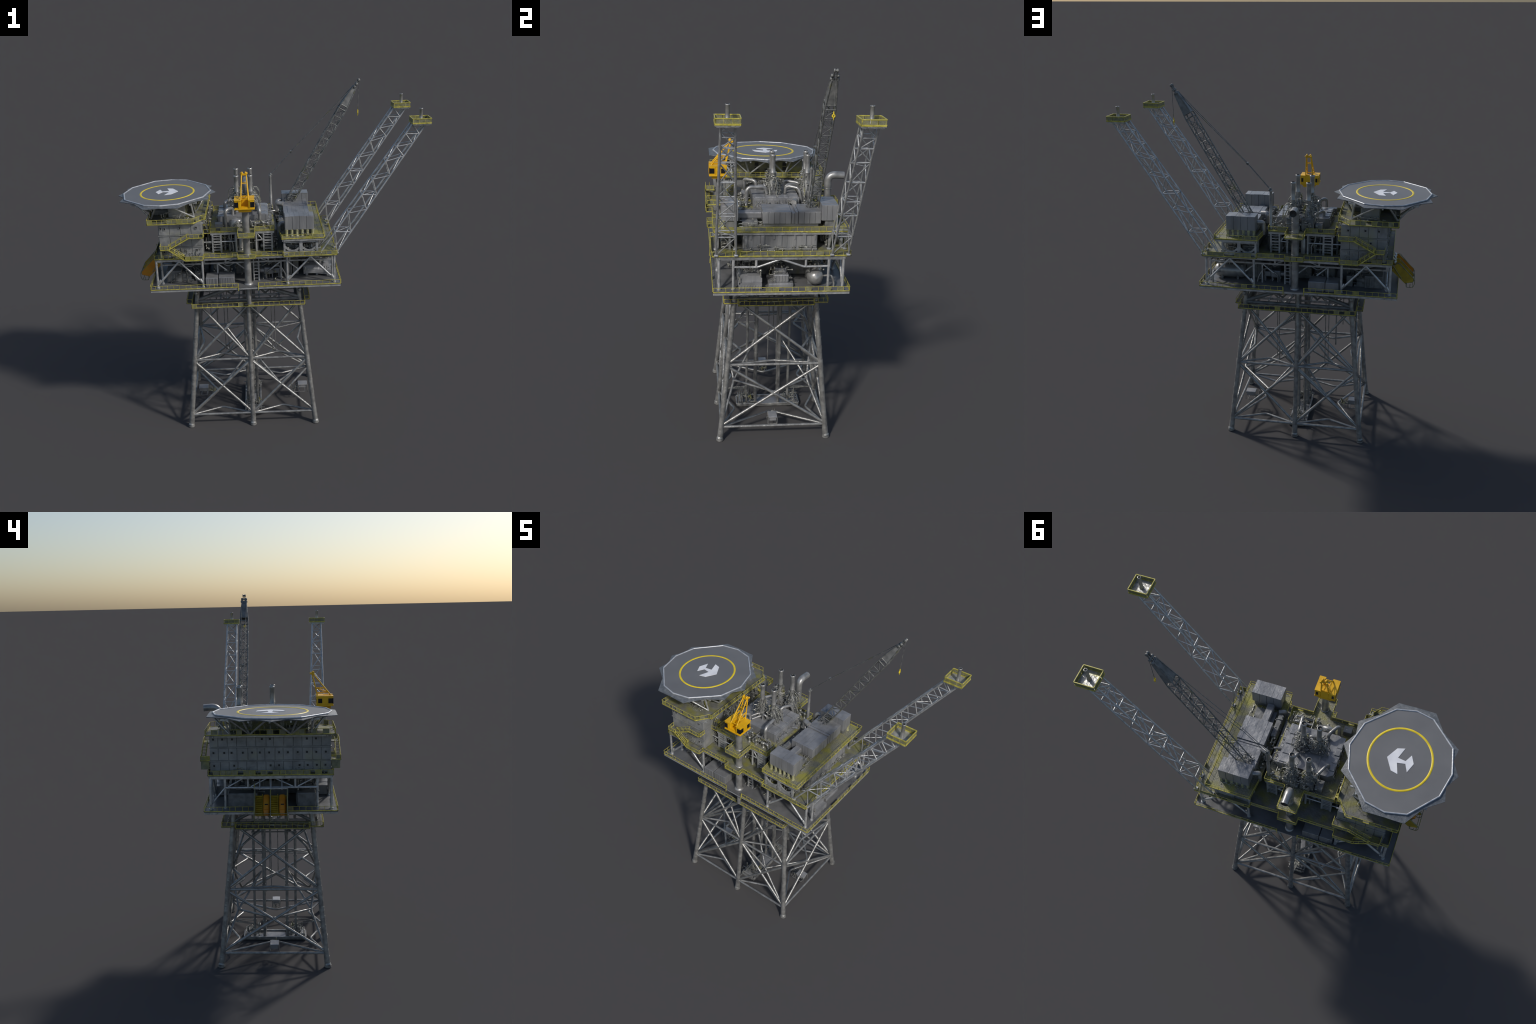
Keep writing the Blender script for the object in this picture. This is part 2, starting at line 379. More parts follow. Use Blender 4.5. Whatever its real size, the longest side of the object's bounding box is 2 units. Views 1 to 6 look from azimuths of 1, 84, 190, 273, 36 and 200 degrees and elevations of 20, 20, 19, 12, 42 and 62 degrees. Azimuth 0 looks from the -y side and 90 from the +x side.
for yy, s_ in ((AY0, -1), (AY1, 1)):
    for seg in ([(AX0, yy), (gx0, yy)], [(gx1, yy), (AX1, yy)]): r.rail(seg, Z_A, infill=.06, step=.034)
    for x in (gx0, gx1):
        r.tube((x, yy, Z_A + .023), (x, yy + s_ * .004, Z_A - .022), .0019, n=6)
r.rail([(AX1, AY0), (AX1, AY1)], Z_A, infill=.08, step=.032)
r.rail([(AX0, AY0), (AX0, AY1)], Z_A, infill=.08, step=.032)
make(r, lower, 'stuff')

# columns and braces between lower and main deck
top = Z_B - .016
def column(x, y, z0, z1, r=.0068, par=None, name='column'):
    p = P(name, 'truss'); p.tube((x, y, z0), (x, y, z1), r, n=10); p.tube((x, y, z0), (x, y, z0 + .006), r * 1.6, n=10); make(p, par)
FY = (-.317, .288)
for y in FY:
    for x in (-.640, -.381, .098, .364): column(x, y, Z_A, top, par=lower)
    for xa, xb in ((-.640, -.381), (.098, .364)):
        xm = (xa + xb) / 2
        for x in (xa, xb):
            p = P('brace', 'truss'); p.tube((xm, y, top - .004), (x + (.004 if x < xm else -.004), y, Z_A + .022), .0058, n=10)
            p.tube((x + (xm - x) * .14, y, Z_A + .047), (x + (xm - x) * .04, y, Z_A + .028), .0085, n=10); make(p, lower)
IY = (-.248, .216)
for y in IY:
    for x in (-.62, .36): column(x, y, Z_A, top, .0062, lower)
p = P('end_truss', 'truss')      # west end
for y0, y1 in zip((-.248, -.137, -.014, .100), (-.137, -.014, .100, .216)):
    p.tube((-.622, y0, 1.031), (-.622, y1, 1.031), .0058, n=8)
for y in (-.137, -.014, .100): p.tube((-.622, y, 1.031), (-.622, y, top), .0058, n=8)
for a, bb in (((-.235, top - .004), (-.150, 1.036)), ((-.125, 1.036), (-.03, top - .004)), ((.085, 1.036), (.0, top - .004)), ((.12, top - .004), (.20, 1.036)), ((.216, 1.031), (.288, Z_A + .02))):
    p.tube((-.622, a[0], a[1]), (-.622, bb[0], bb[1]), .0042, n=8)
p.obox((-.622, FY[0], top - .002), (-.622, FY[1], top - .002), .012, .014)
make(p, lower)
p = P('end_truss', 'truss')      # east end, polygonal chord
ch = [(-.245, 1.039), (-.131, 1.038), (-.018, 1.078), (.096, 1.038), (.214, 1.040)]
for (ya, za), (yb, zb) in zip(ch, ch[1:]): p.tube((.36, ya, za), (.36, yb, zb), .0056, n=8)
for y in (-.137, .104): p.tube((.36, y, 1.038), (.36, y, top), .0062, n=8)
p.obox((.36, FY[0], top - .002), (.36, FY[1], top - .002), .012, .014)
make(p, lower)
for y in IY:                     # long girders under the main deck
    p = P('girder', 'truss')
    p.obox((-.62, y, 1.038), (.36, y, 1.038), .008, .009); p.obox((-.62, y, top - .002), (.36, y, top - .002), .010, .012)
    xs = [-.62 + .98 * i / 8 for i in range(9)]
    for i, x in enumerate(xs):
        p.obox((x, y, 1.038), (x, y, top), .010, .012, (0, 1, 0))
    for i in range(8):
        if i in (0, 3, 4, 7):
            p.tube((xs[i], y, 1.04 if i % 2 else top), (xs[i + 1], y, top if i % 2 else 1.04), .0032, n=8)
    s_ = -1 if y < 0 else 1
    p.m('black').box(-.615, .355, *sorted((y - s_ * .012, y - s_ * .016)), 1.046, 1.079); p.m('truss')  # black plate modelled as the deep shadow seen through the girder openings
    for x in (-.30, -.065, .065):
        p.obox((x, y - s_ * .004, Z_A), (x, y - s_ * .004, 1.04), .008, .010, (0, 1, 0))
    for xa, xb in ((-.30, -.24), (-.19, -.13), (.065, .0), (.10, .16)):
        p.tube((xa, y, 1.036), (xb, y, .985), .005, n=8)
    make(p, lower)

# ---- equipment on the lower deck
def ribbed_box(name, x0, x1, y0, y1, z0, z1, parent, mat='module', step=.012, dep=.0016, skip=()):
    p = P(name, mat); p.box(x0, x1, y0, y1, z0, z1, .002)
    for side in ('y0', 'y1', 'x0', 'x1'):
        if side in skip: continue
        a, bq = (x0, x1) if side[0] == 'y' else (y0, y1)
        k = max(2, int((bq - a) / step))
        for i in range(k):
            u = a + (bq - a) * (i + .5 + R_.uniform(-.18, .18)) / k; w = step * R_.uniform(.16, .32); zz = z0 + .003; zt = z1 - .003
            e = dep * R_.uniform(.5, 1.3)
            if side == 'y0': p.box(u - w, u + w, y0 - e, y0 + .001, zz, zt)
            elif side == 'y1': p.box(u - w, u + w, y1 - .001, y1 + e, zz, zt)
            elif side == 'x0': p.box(x0 - e, x0 + .001, u - w, u + w, zz, zt)
            else: p.box(x1 - .001, x1 + e, u - w, u + w, zz, zt)
    return make(p, parent)

for s_ in (-1, 1):
    ya, yb = (-.330, -.236) if s_ < 0 else (.208, .302)
    ribbed_box('container', -.366, -.298, ya, yb, Z_A + .002, .978, lower, step=.009)
    ribbed_box('container', -.292, -.205, ya, yb, Z_A + .002, .980, lower, step=.009)

def clutter(p, x0, x1, y0, y1, z0, z1, n, rmin=.0012, rmax=.004, lmin=.01, lmax=.04, verts=.34):
    for i in range(n):
        c = V((R_.uniform(x0, x1), R_.uniform(y0, y1), R_.uniform(z0, z1)))
        ax = R_.choices((0, 1, 2), (1 - verts, 1 - verts, verts * 2))[0]
        e = c.copy(); e[ax] += R_.uniform(lmin, lmax) * R_.choice((-1, 1))
        for k, (lo, hi) in enumerate(((x0, x1), (y0, y1), (z0, z1))): e[k] = min(max(e[k], lo), hi)
        rr = R_.uniform(rmin, rmax); p.tube(c, e, rr, n=6)
        if R_.random() < .25: p.ball(e, rr * 1.8, 6)

def pump(name, x, y, z, ln, parent, rr=.020, axis=(1, 0, 0)):
    p = P(name, 'machine'); a = V(axis)
    p.turn((x, y, z + rr + .012), [(rr * .5, -ln / 2), (rr, -ln / 2 + .006), (rr, 0), (rr * .75, .004), (rr * .75, ln / 2 - .004), (rr * .3, ln / 2)], 14, axis)
    p.box(x - abs(a.x) * ln / 2 - .012, x + abs(a.x) * ln / 2 + .012, y - abs(a.y) * ln / 2 - .014, y + abs(a.y) * ln / 2 + .014, z, z + .010, .002)
    p.m('clutter'); clutter(p, x - .03, x + .03, y - .02, y + .02, z + .012, z + rr * 2 + .02, 14, .0012, .0034)
    return make(p, parent)

ribbed_box('module', -.594, -.546, -.228, -.190, Z_A, .972, lower)
ribbed_box('module', -.594, -.546, .160, .198, Z_A, .972, lower)
for s_ in (-1, 1):
    yb = CY + s_ * .19
    pump('pump', -.49, yb, Z_A, .07, lower, .022);  pump('pump', -.445, CY + s_ * .15, Z_A, .06, lower, .018)
    p = P('separator', 'module'); p.box(-.035, .022, yb - .018, yb + .018, .948, .988, .006); p.box(.022, .060, yb - .014, yb + .014, .952, .980, .004)
    p.turn((-.05, yb, .968), [(.002, -.014), (.012, -.012), (.014, 0), (.014, .018)], 12, (1, 0, 0))
    for xx in (-.028, .014, .052): p.box(xx - .003, xx + .003, yb - .012, yb + .012, Z_A, .955)
    p.m('machine').box(-.52, -.455, yb - .016, yb + .016, Z_A, .950, .004).box(-.435, -.40, yb - .02, yb + .02, Z_A, .985, .004); make(p, lower)
    p = P('pipework', 'pipe')
    p.path([(.10, yb, 1.055), (.05, yb - s_ * .01, 1.055), (.005, yb - s_ * .01, 1.0), (-.04, yb - s_ * .01, 1.035), (-.09, yb, 1.05)], .0052, bend=.02)
    p.path([(.06, yb, Z_A), (.06, yb, .985), (.03, yb, 1.02), (.03, yb, 1.06)], .0045, bend=.015)
    p.path([(-.02, yb + s_ * .02, Z_A), (-.02, yb + s_ * .02, .965), (.03, yb + s_ * .02, 1.0), (.06, yb + s_ * .02, 1.0), (.085, yb + s_ * .03, .96), (.095, yb + s_ * .03, Z_A)], .0048, bend=.014)
    p.path([(-.19, yb, 1.03), (-.24, yb, 1.0), (-.29, yb, 1.03), (-.33, yb, 1.03)], .005, bend=.015)
    p.path([(-.40, yb - s_ * .02, 1.055), (-.45, yb - s_ * .02, 1.0), (-.52, yb - s_ * .02, 1.0), (-.56, yb - s_ * .02, 1.06)], .0048, bend=.02)
    for k in range(5):
        p.tube((-.60, CY + s_ * (.06 + .03 * k), 1.060 + .004 * (k % 3)), (.33, CY + s_ * (.06 + .03 * k), 1.060 + .004 * (k % 3)), .0032 + .001 * (k % 2), n=8)
    p.m('clutter'); clutter(p, -.58, .10, CY + s_ * .12, CY + s_ * .24, Z_A + .005, 1.02, 60, .0012, .0036)
    make(p, lower)
    # stair tower beside the pedestal
    q = P('ladder', 'truss')
    for x in (-.092, -.062): q.obox((x, CY + s_ * .235, Z_A), (x, CY + s_ * .235, 1.09), .006, .006, (0, 1, 0))
    for i in range(8): q.tube((-.092, CY + s_ * .235, Z_A + .014 + .02 * i), (-.062, CY + s_ * .235, Z_A + .014 + .02 * i), .0022, n=6)
    make(q, lower)
p = P('machinery_block', 'machine')
for x0, x1, y0, y1, z1 in ((-.60, -.50, .055, .205, .995), (-.60, -.51, -.24, -.145, .995), (-.47, -.36, -.10, .09, 1.03), (-.33, -.23, -.17, .13, 1.02), (-.20, -.06, -.14, .11, 1.045), (-.02, .06, -.15, .12, 1.01), (.08, .17, -.18, .15, 1.03)):
    p.box(x0, x1, y0, y1, Z_A + .001, z1, .004)
    for k in range(3):
        xx = R_.uniform(x0, x1 - .02); p.box(xx, xx + .016, y0 - .004, y1 + .004, Z_A + .008, z1 - .012, .002)
p.m('clutter'); clutter(p, -.58, .17, -.2, .17, .99, 1.075, 120, .0015, .005, .02, .09, .25)
make(p, lower)
# tank, skid and vessel at the east end
p = P('pump_housing', 'module')
prof = [(-.220, .940), (-.106, .940), (-.106, .984), (-.118, .995), (-.178, .997), (-.208, .984), (-.220, .966)]
p.ring_loft([[V((x, y + dy, z + dz)) for y, z in prof] for x, dy, dz in ((.196, 0, 0), (.24, 0, .004), (.29, 0, -.002), (.345, 0, -.010))], True, False)
prof = [(-.221, .926), (-.108, .926), (-.108, .955), (-.15, .960), (-.20, .956), (-.221, .944)]
p.ring_loft([[V((x, y, z)) for y, z in prof] for x in (.330, .368)], True, False)
for i in range(8):
    yy = -.216 + .0135 * i; p.box(.366, .3695 + .0012 * (i % 2), yy, yy + .009, .928, .945, .001)
p.box(.205, .36, -.2235, -.219, .944, .962, .001)
for x in (.215, .275, .335): p.box(x - .008, x + .008, -.205, -.115, Z_A, .945, .002)
p.m('clutter'); clutter(p, .20, .35, -.215, -.11, .985, 1.035, 50, .0014, .005); clutter(p, .20, .36, -.222, -.215, .955, .985, 20, .0012, .003)
make(p, lower)
p = P('compressor_skid', 'machine')
p.m('module').box(.20, .345, -.073, .050, Z_A, .944, .003); p.box(.19, .330, -.048, .028, .944, .984, .004); p.box(.22, .30, -.04, .02, .984, 1.008, .004)
for i in range(5): p.box(.330, .333, -.044 + .015 * i, -.036 + .015 * i, .95, .979)
p.m('clutter'); clutter(p, .20, .345, -.07, .045, .944, 1.03, 50, .0014, .004)
make(p, lower)
p = P('pressure_vessel', 'pipe')
p.turn((.165, .160, .968), [(.001, 0), (.026, .004), (.040, .018), (.041, .15), (.034, .172), (.020, .184), (.001, .188)], 22, (1, 0, 0))
for x in (.21, .30): p.m('machine').box(x - .006, x + .006, .125, .195, Z_A, .95, .002)
p.m('clutter'); p.tube((.29, .16, 1.0), (.29, .16, 1.022), .006); p.ball((.29, .16, 1.024), .007, 8); clutter(p, .18, .34, .12, .205, 1.0, 1.045, 40, .0014, .0036)
p.m('pipe').path([(.31, .20, .97), (.34, .235, .985), (.34, .25, .95), (.34, .25, Z_A)], .005, bend=.012)
make(p, lower)

# ------------------------------------------------------------------ main deck
MY0, MY1 = -.328, .299
EX0, EX1, EY0, EY1 = .078, .379, -.353, .319
PX0, PX1 = -.179, -.077
SX0, SX1 = -.470, -.370
SYA, SYB = -.366, .336
poly = [(-.649, MY0), (SX0 - .012, MY0), (SX0, SYA), (SX1, SYA), (SX1, MY0), (PX0, MY0), (PX0, -.364), (PX1, -.364), (PX1, MY0), (EX0, MY0), (EX0, EY0), (EX1, EY0),
        (EX1, EY1), (EX0, EY1), (EX0, MY1), (PX1, MY1), (PX1, .333), (PX0, .333), (PX0, MY1), (SX1, MY1), (SX1, SYB), (SX0, SYB), (SX0 - .012, MY1), (-.649, MY1)]
d = P('main_deck', 'deck_y'); d.prism(poly, Z_B - .006, Z_B)
d.m('truss')
d.box(-.645, .374, FY[0] - .006, FY[0] + .006, Z_B - .019, Z_B - .0065); d.box(-.645, .374, FY[1] - .006, FY[1] + .006, Z_B - .019, Z_B - .0065)
for x in (-.64, -.51, -.381, -.26, -.13, -.02, .098, .23, .366): d.box(x - .005, x + .005, FY[0] + .0065, FY[1] - .0065, Z_B - .0185, Z_B - .0068)
d.box(-.645, .37, MY0 + .003, MY0 + .007, Z_B - .014, Z_B - .0065)
d.box(-.645, .37, MY1 - .007, MY1 - .003, Z_B - .014, Z_B - .0065)
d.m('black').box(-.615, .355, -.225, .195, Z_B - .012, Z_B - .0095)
main = make(d)
r = P('guard_rail', 'yellow')
r.rail(poly[1:4], Z_B, infill=.95); r.rail(poly[0:2], Z_B, infill=.5); r.rail(poly[3:6], Z_B, infill=.15); r.rail(poly[5:9], Z_B, infill=.6); r.rail(poly[8:11], Z_B, infill=.2)
r.rail(poly[10:12], Z_B, infill=.8); r.rail(poly[11:13], Z_B, infill=.12, step=.033); r.rail(poly[12:14], Z_B, infill=.7); r.rail(poly[13:16], Z_B, infill=.2); r.rail(poly[15:19], Z_B, infill=.6)
r.rail(poly[18:21], Z_B, infill=.2); r.rail(poly[20:24], Z_B, infill=.8); r.rail([poly[-1], poly[0]], Z_B, infill=.5)
make(r, main, 'stuff')
# wall of switchgear cabinets facing the flare booms
cab = P('switchgear_house', 'module'); cab.box(.10, .293, -.199, .166, Z_B + .001, Z_C - .012, .002)
cab.m('machine').box(.288, .303, -.199, .166, Z_B + .001, Z_B + .012, .002)
swg = make(cab, main)
y = -.197; k = 0
while y < .150:
    w = R_.uniform(.022, .036); w = min(w, .165 - y); e = R_.choice((-.002, .001, .003, .005))
    p = P('cabinet', 'module'); p.box(.290, .294 + e, y + .0015, y + w - .0015, Z_B + .013, Z_C - .014, .002)
    if k % 3 == 0: p.box(.294 + e, .297 + e, y + .006, y + w - .006, Z_B + .022, Z_C - .024, .001)
    if k % 4 == 1: p.box(.294 + e, .299 + e, y + .008, y + w - .008, Z_C - .045, Z_C - .02, .002)
    make(p, swg); y += w; k += 1
p = P('cable_tray', 'clutter'); clutter(p, .295, .312, -.19, .16, Z_B + .002, Z_B + .03, 60, .0012, .003, .01, .03); make(p, swg, 'stuff')
# portals carrying the upper deck at both sides
for y, s_ in ((-.322, -1), (.290, 1)):
    p = P('portal_frame', 'truss')
    for x, w in ((.086, .011), (.178, .018), (.268, .011)): p.obox((x, y, Z_B), (x, y, Z_C - .006), w, .012, (0, 1, 0))
    p.tube((.086, y, Z_C - .028), (.268, y, Z_C - .028), .0042); p.obox((.075, y, Z_C - .011), (.30, y, Z_C - .011), .010, .010)
    for xa, xb in ((.086, .178), (.178, .268)):
        pts = [V((xa + (xb - xa) * t, y, Z_B + .020 + .030 * (2 * t - 1) ** 2)) for t in [i / 8 for i in range(9)]]
        for a, bq in zip(pts, pts[1:]): p.obox(a, bq, .006, .010)
        p.box(xa + .004, xb - .004, y - .002, y + .002, Z_B + .002, Z_B + .020)
    for y2 in (y - s_ * .06,):
        for x in (.086, .268): p.obox((x, y2, Z_B), (x, y2, Z_C - .006), .010, .010, (0, 1, 0))
    make(p, main)
    p = P('machinery', 'clutter'); clutter(p, .095, .26, y - s_ * .08, y - s_ * .02, Z_B + .004, Z_B + .06, 60, .0014, .005)
    p.m('machine').box(.10, .17, y - s_ * .07 - .02, y - s_ * .07 + .02, Z_B, Z_B + .045, .003).box(.19, .25, y - s_ * .06 - .015, y - s_ * .06 + .015, Z_B, Z_B + .035, .003)
    make(p, main)

# ------------------------------------------------------------------ upper (power) deck
UX0, UX1, UY0, UY1 = .071, .309, -.342, .318
poly = [(UX0, UY0), (UX1, UY0), (UX1, UY1), (UX0, UY1), (.058, .165), (.058, -.190)]
d = P('power_deck', 'grate'); d.prism(poly, Z_C - .006, Z_C)
d.m('truss')
for x in (UX0 + .006, .19, UX1 - .008): d.box(x - .004, x + .004, UY0 + .004, UY1 - .004, Z_C - .017, Z_C - .0065)
for y in (UY0 + .006, -.21, .18, UY1 - .006): d.box(UX0 + .011, UX1 - .013, y - .004, y + .004, Z_C - .0165, Z_C - .0068)
upper = make(d)
r = P('guard_rail', 'yellow')
r.rail([(UX0, UY0), (UX1, UY0)], Z_C, infill=.25, step=.035); r.rail([(UX1, UY0), (UX1, UY1)], Z_C, infill=.10, step=.036); r.rail([(UX1, UY1), (UX0, UY1)], Z_C, infill=.25, step=.035)
r.rail([(UX0, UY1), (.058, .165)], Z_C, infill=.6); r.rail([(.058, -.19), (UX0, UY0)], Z_C, infill=.6, h=.016)
make(r, upper, 'stuff')

def panel_module(name, x0, x1, y0, y1, z0, z1, nx, ny, parent):
    """clad machinery enclosure built of separate panels with seams"""
    p = P(name, 'module'); p.box(x0 + .002, x1 - .002, y0 + .002, y1 - .002, z0, z1 - .001)
    o = make(p, parent)
    for i in range(nx):
        a, bq = x0 + (x1 - x0) * i / nx, x0 + (x1 - x0) * (i + 1) / nx; e = R_.uniform(0, .0022)
        q = P('cladding_panel', 'module'); q.box(a + .0008, bq - .0008, y0 - e, y0 + .003, z0, z1 - .003, .0008); make(q, o)
        e = R_.uniform(0, .0022)
        q = P('cladding_panel', 'module'); q.box(a + .0008, bq - .0008, y1 - .003, y1 + e, z0, z1 - .003, .0008); make(q, o)
    for i in range(ny):
        a, bq = y0 + (y1 - y0) * i / ny, y0 + (y1 - y0) * (i + 1) / ny; e = R_.uniform(0, .0022)
        q = P('cladding_panel', 'module'); q.box(x1 - .003, x1 + e, a + .0008, bq - .0008, z0, z1 - .003, .0008); make(q, o)
        e = R_.uniform(0, .0022)
        q = P('cladding_panel', 'module'); q.box(x0 - e, x0 + .003, a + .0008, bq - .0008, z0, z1 - .003, .0008); make(q, o)
    q = P('roof_panel', 'module')       # slightly crowned sheet roof with standing seams
    k = 6
    for i in range(k):
        a, bq = x0 + (x1 - x0) * i / k, x0 + (x1 - x0) * (i + 1) / k
        zz = z1 + R_.uniform(-.0008, .0012); q.box(a, bq - .0006, y0 - .0012, y1 + .0012, z1 - .003, zz)
    make(q, o)
    return o

for y0, y1 in ((-.301, -.221), (.190, .268)):
    o = panel_module('generator_module', .093, .253, y0, y1, 1.238, 1.316, 4, 3, upper)
    q = P('support_foot', 'foot')
    yo = y0 if y0 < 0 else y1
    for i in range(6):
        x = .101 + .029 * i
        for yy in (yo + (.008 if y0 < 0 else -.008),):
            q.turn((x, yy, Z_C), [(.0100, 0), (.0100, .004), (.0078, .008), (.0078, .024), (.0098, .036), (.0098, .040)], 12)
    q.m('machine').box(.10, .245, min(y0, y1) + .02, max(y0, y1) - .005, Z_C, 1.238, .002)
    q.m('clutter'); clutter(q, .095, .255, yo - .01, yo + .012, Z_C, 1.215, 26, .001, .0026, .006, .02)
    make(q, o)
# central generator hall in two heights with ribs between
panel_module('turbine_hall', .094, .240, -.097, .040, 1.219, 1.278, 4, 5, upper)
p = P('turbine_duct', 'module')
p.box(.094, .236, .044, .056, 1.216, 1.272, .002); p.box(.094, .238, .062, .076, 1.216, 1.277, .002); p.box(.10, .23, .040, .064, 1.216, 1.268, .001)
make(p, upper)
panel_module('turbine_hall', .094, .240, .078, .187, 1.219, 1.279, 4, 4, upper)
p = P('intake_duct', 'module')
p.box(.125, .165, -.222, -.095, 1.222, 1.256, .006); p.box(.105, .225, -.094, .18, Z_C, 1.2185, .002)
p.m('machine').box(.105, .22, -.20, -.12, Z_C, 1.222, .002)
p.box(.062, .09, -.18, -.04, Z_C, 1.245, .004)
p.m('clutter'); clutter(p, .060, .10, -.20, .16, Z_C, 1.25, 70, .0014, .004); clutter(p, .12, .25, -.22, -.10, Z_C, 1.225, 40, .0014, .004)
make(p, upper)
p = P('vent_pipe', 'pipe')
p.path([(.058, .085, Z_C), (.058, .085, 1.280), (.064, .080, 1.287), (.094, .070, 1.284)], .0145, n=14, bend=.022, steps=8)
p.path([(.062, .195, Z_C), (.062, .195, 1.262), (.070, .20, 1.270), (.094, .21, 1.270)], .012, n=14, bend=.02, steps=8)
p.path([(.062, -.205, Z_C), (.062, -.205, 1.235), (.070, -.20, 1.245), (.094, -.19, 1.245)], .012, n=14, bend=.02, steps=8)
p.m('clutter'); p.turn((.058, .085, Z_C), [(.022, 0), (.022, .008), (.016, .012), (.016, .03), (.021, .032), (.021, .04)], 12)
make(p, upper)

# ------------------------------------------------------------------ process deck
QX0, QX1, QY0, QY1 = -.333, .034, -.247, .206
pp = [(QX0, QY0), (-.173, QY0), (-.173, -.364), (-.078, -.364), (-.078, QY0), (QX1, QY0), (QX1, QY1), (-.077, QY1), (-.077, .331), (-.177, .331), (-.177, QY1), (QX0, QY1)]
d = P('process_deck', 'grate'); d.prism(pp, Z_M - .008, Z_M)
d.m('truss')
for y in (QY0 + .005, QY1 - .005, -.12, .09): d.box(QX0 + .003, QX1 - .003, y - .004, y + .004, Z_M - .020, Z_M - .0085)
for x in (QX0 + .005, -.22, -.03, QX1 - .005): d.box(x - .004, x + .004, QY0 + .01, QY1 - .01, Z_M - .0195, Z_M - .0088)
d.m('deck_y').box(-.372, QX0 - .001, QY0 + .004, QY1 - .004, Z_M - .012, Z_M - .006)
proc = make(d)
r = P('guard_rail', 'yellow')
r.rail(pp[0:2], Z_M, infill=.75); r.rail(pp[1:5], Z_M, infill=.6); r.rail(pp[4:6], Z_M, infill=.6); r.rail(pp[6:8], Z_M, infill=.6); r.rail(pp[7:11], Z_M, infill=.5); r.rail(pp[10:12], Z_M, infill=.6)
r.rail([pp[5], (QX1, -.16)], Z_M, infill=.8); r.rail([(QX1, .12), pp[6]], Z_M, infill=.8); r.rail([pp[11], (QX0, .12)], Z_M, infill=.5); r.rail([pp[0], (QX0, -.1)], Z_M, infill=.5)
r.rail([(-.372, QY0), (QX0, QY0)], Z_M - .008, infill=.3); r.rail([(-.372, QY1), (QX0, QY1)], Z_M - .008, infill=.3)
make(r, proc, 'stuff')
# ladder towers and frames below it
for y, s_ in ((QY0 + .006, -1), (QY1 - .006, 1)):
    for x in (-.319, -.029):
        q = P('stair_tower', 'truss')
        for dx, w in ((0, .009), (.047, .010)): q.obox((x + dx, y, Z_B), (x + dx, y, Z_M - .008), w, .011, (0, 1, 0))
        for i, z in enumerate((1.117, 1.133, 1.150, 1.166, 1.183, 1.199)): q.box(x + .004, x + .043, y - .008, y + .008, z - (.0026 if i != 3 else .005), z + (.0012 if i != 3 else .003))
        make(q, proc)
    q = P('support_frame', 'truss')
    q.tube((-.374, y, 1.164), (-.319, y, 1.164), .004); q.tube((-.272, y, 1.164), (-.185, y, 1.164), .004); q.tube((-.08, y, 1.164), (-.035, y, 1.166), .004)
    q.tube((-.036, y, 1.168), (-.072, y, Z_M - .012), .0038)
    for x in (-.185, -.072): q.tube((x, y, Z_B), (x, y, Z_M - .01), .006)
    make(q, proc)
p = P('machinery_block', 'machine')
for x0, x1, y0, y1, z1 in ((-.35, -.22, -.17, .13, 1.205), (-.20, -.06, -.19, .16, 1.212), (-.04, .05, -.18, .14, 1.205)):
    p.box(x0, x1, y0, y1, Z_B + .001, z1, .004)
for s_ in (-1, 1):
    for i in range(13):
        x = -.345 + .031 * i; yy = CY + s_ * R_.uniform(.175, .205)
        p.turn((x, yy, Z_B), [(.006, 0), (R_.uniform(.006, .011), .005), (R_.uniform(.006, .011), R_.uniform(.07, .11)), (.003, .113)], 10)
    p.m('clutter'); clutter(p, -.36, .05, CY + s_ * .165, CY + s_ * .215, Z_B + .005, 1.21, 90, .0014, .0036, .02, .07, .5); p.m('machine')
    p.m('pipe').path([(-.225, CY + s_ * .205, 1.21), (-.225, CY + s_ * .205, 1.17), (-.205, CY + s_ * .21, 1.15), (-.205, CY + s_ * .21, Z_B)], .005, bend=.012)
    p.turn((-.16, CY + s_ * .2, Z_B), [(.016, 0), (.016, .08), (.010, .09), (.010, .11)], 14)
    p.turn((-.02, CY + s_ * .19, Z_B + .02), [(.002, -.03), (.014, -.026), (.014, .026), (.002, .03)], 12, (1, 0, 0)); p.m('machine')
make(p, proc)

# process block (low house with hatches)
bl = P('process_block', 'module')
bl.prism([(-.290, -.128), (-.262, -.128), (-.255, -.133), (.000, -.126), (.000, .112), (-.268, .112), (-.291, .095)], Z_M, 1.281)
for x, w in ((-.008, .004), (-.10, .006), (-.2, .005)): bl.box(x - w, x + w, -.1275, .113, Z_M + .003, 1.2825, .001)
block = make(bl, proc)
for i, (yc, w) in enumerate(((-.092, .026), (-.032, .027), (.028, .026), (.082, .022))):
    p = P('hatch', 'module'); p.box(-.058, -.010, yc - w, yc + w, 1.280, 1.2855 + .0012 * (i % 2), .002); make(p, block)
for i in range(4):
    p = P('hatch', 'module'); yy = -.09 + .045 * i; p.box(-.288, -.262, yy, yy + .030, 1.280, 1.284 + .003 * (i % 2), .002); make(p, block)
p = P('side_panel', 'module')
for i in range(7):
    a = -.124 + .034 * i; p.box(-.001, .0015 + .0018 * (i % 2), a, a + .031, Z_M + .006, 1.274, .001)
p.box(.0, .022, -.118, .10, Z_M, Z_M + .022, .003)
p.m('clutter'); clutter(p, .002, .028, -.13, .11, Z_M + .003, Z_M + .05, 44, .0014, .0035)
make(p, block)

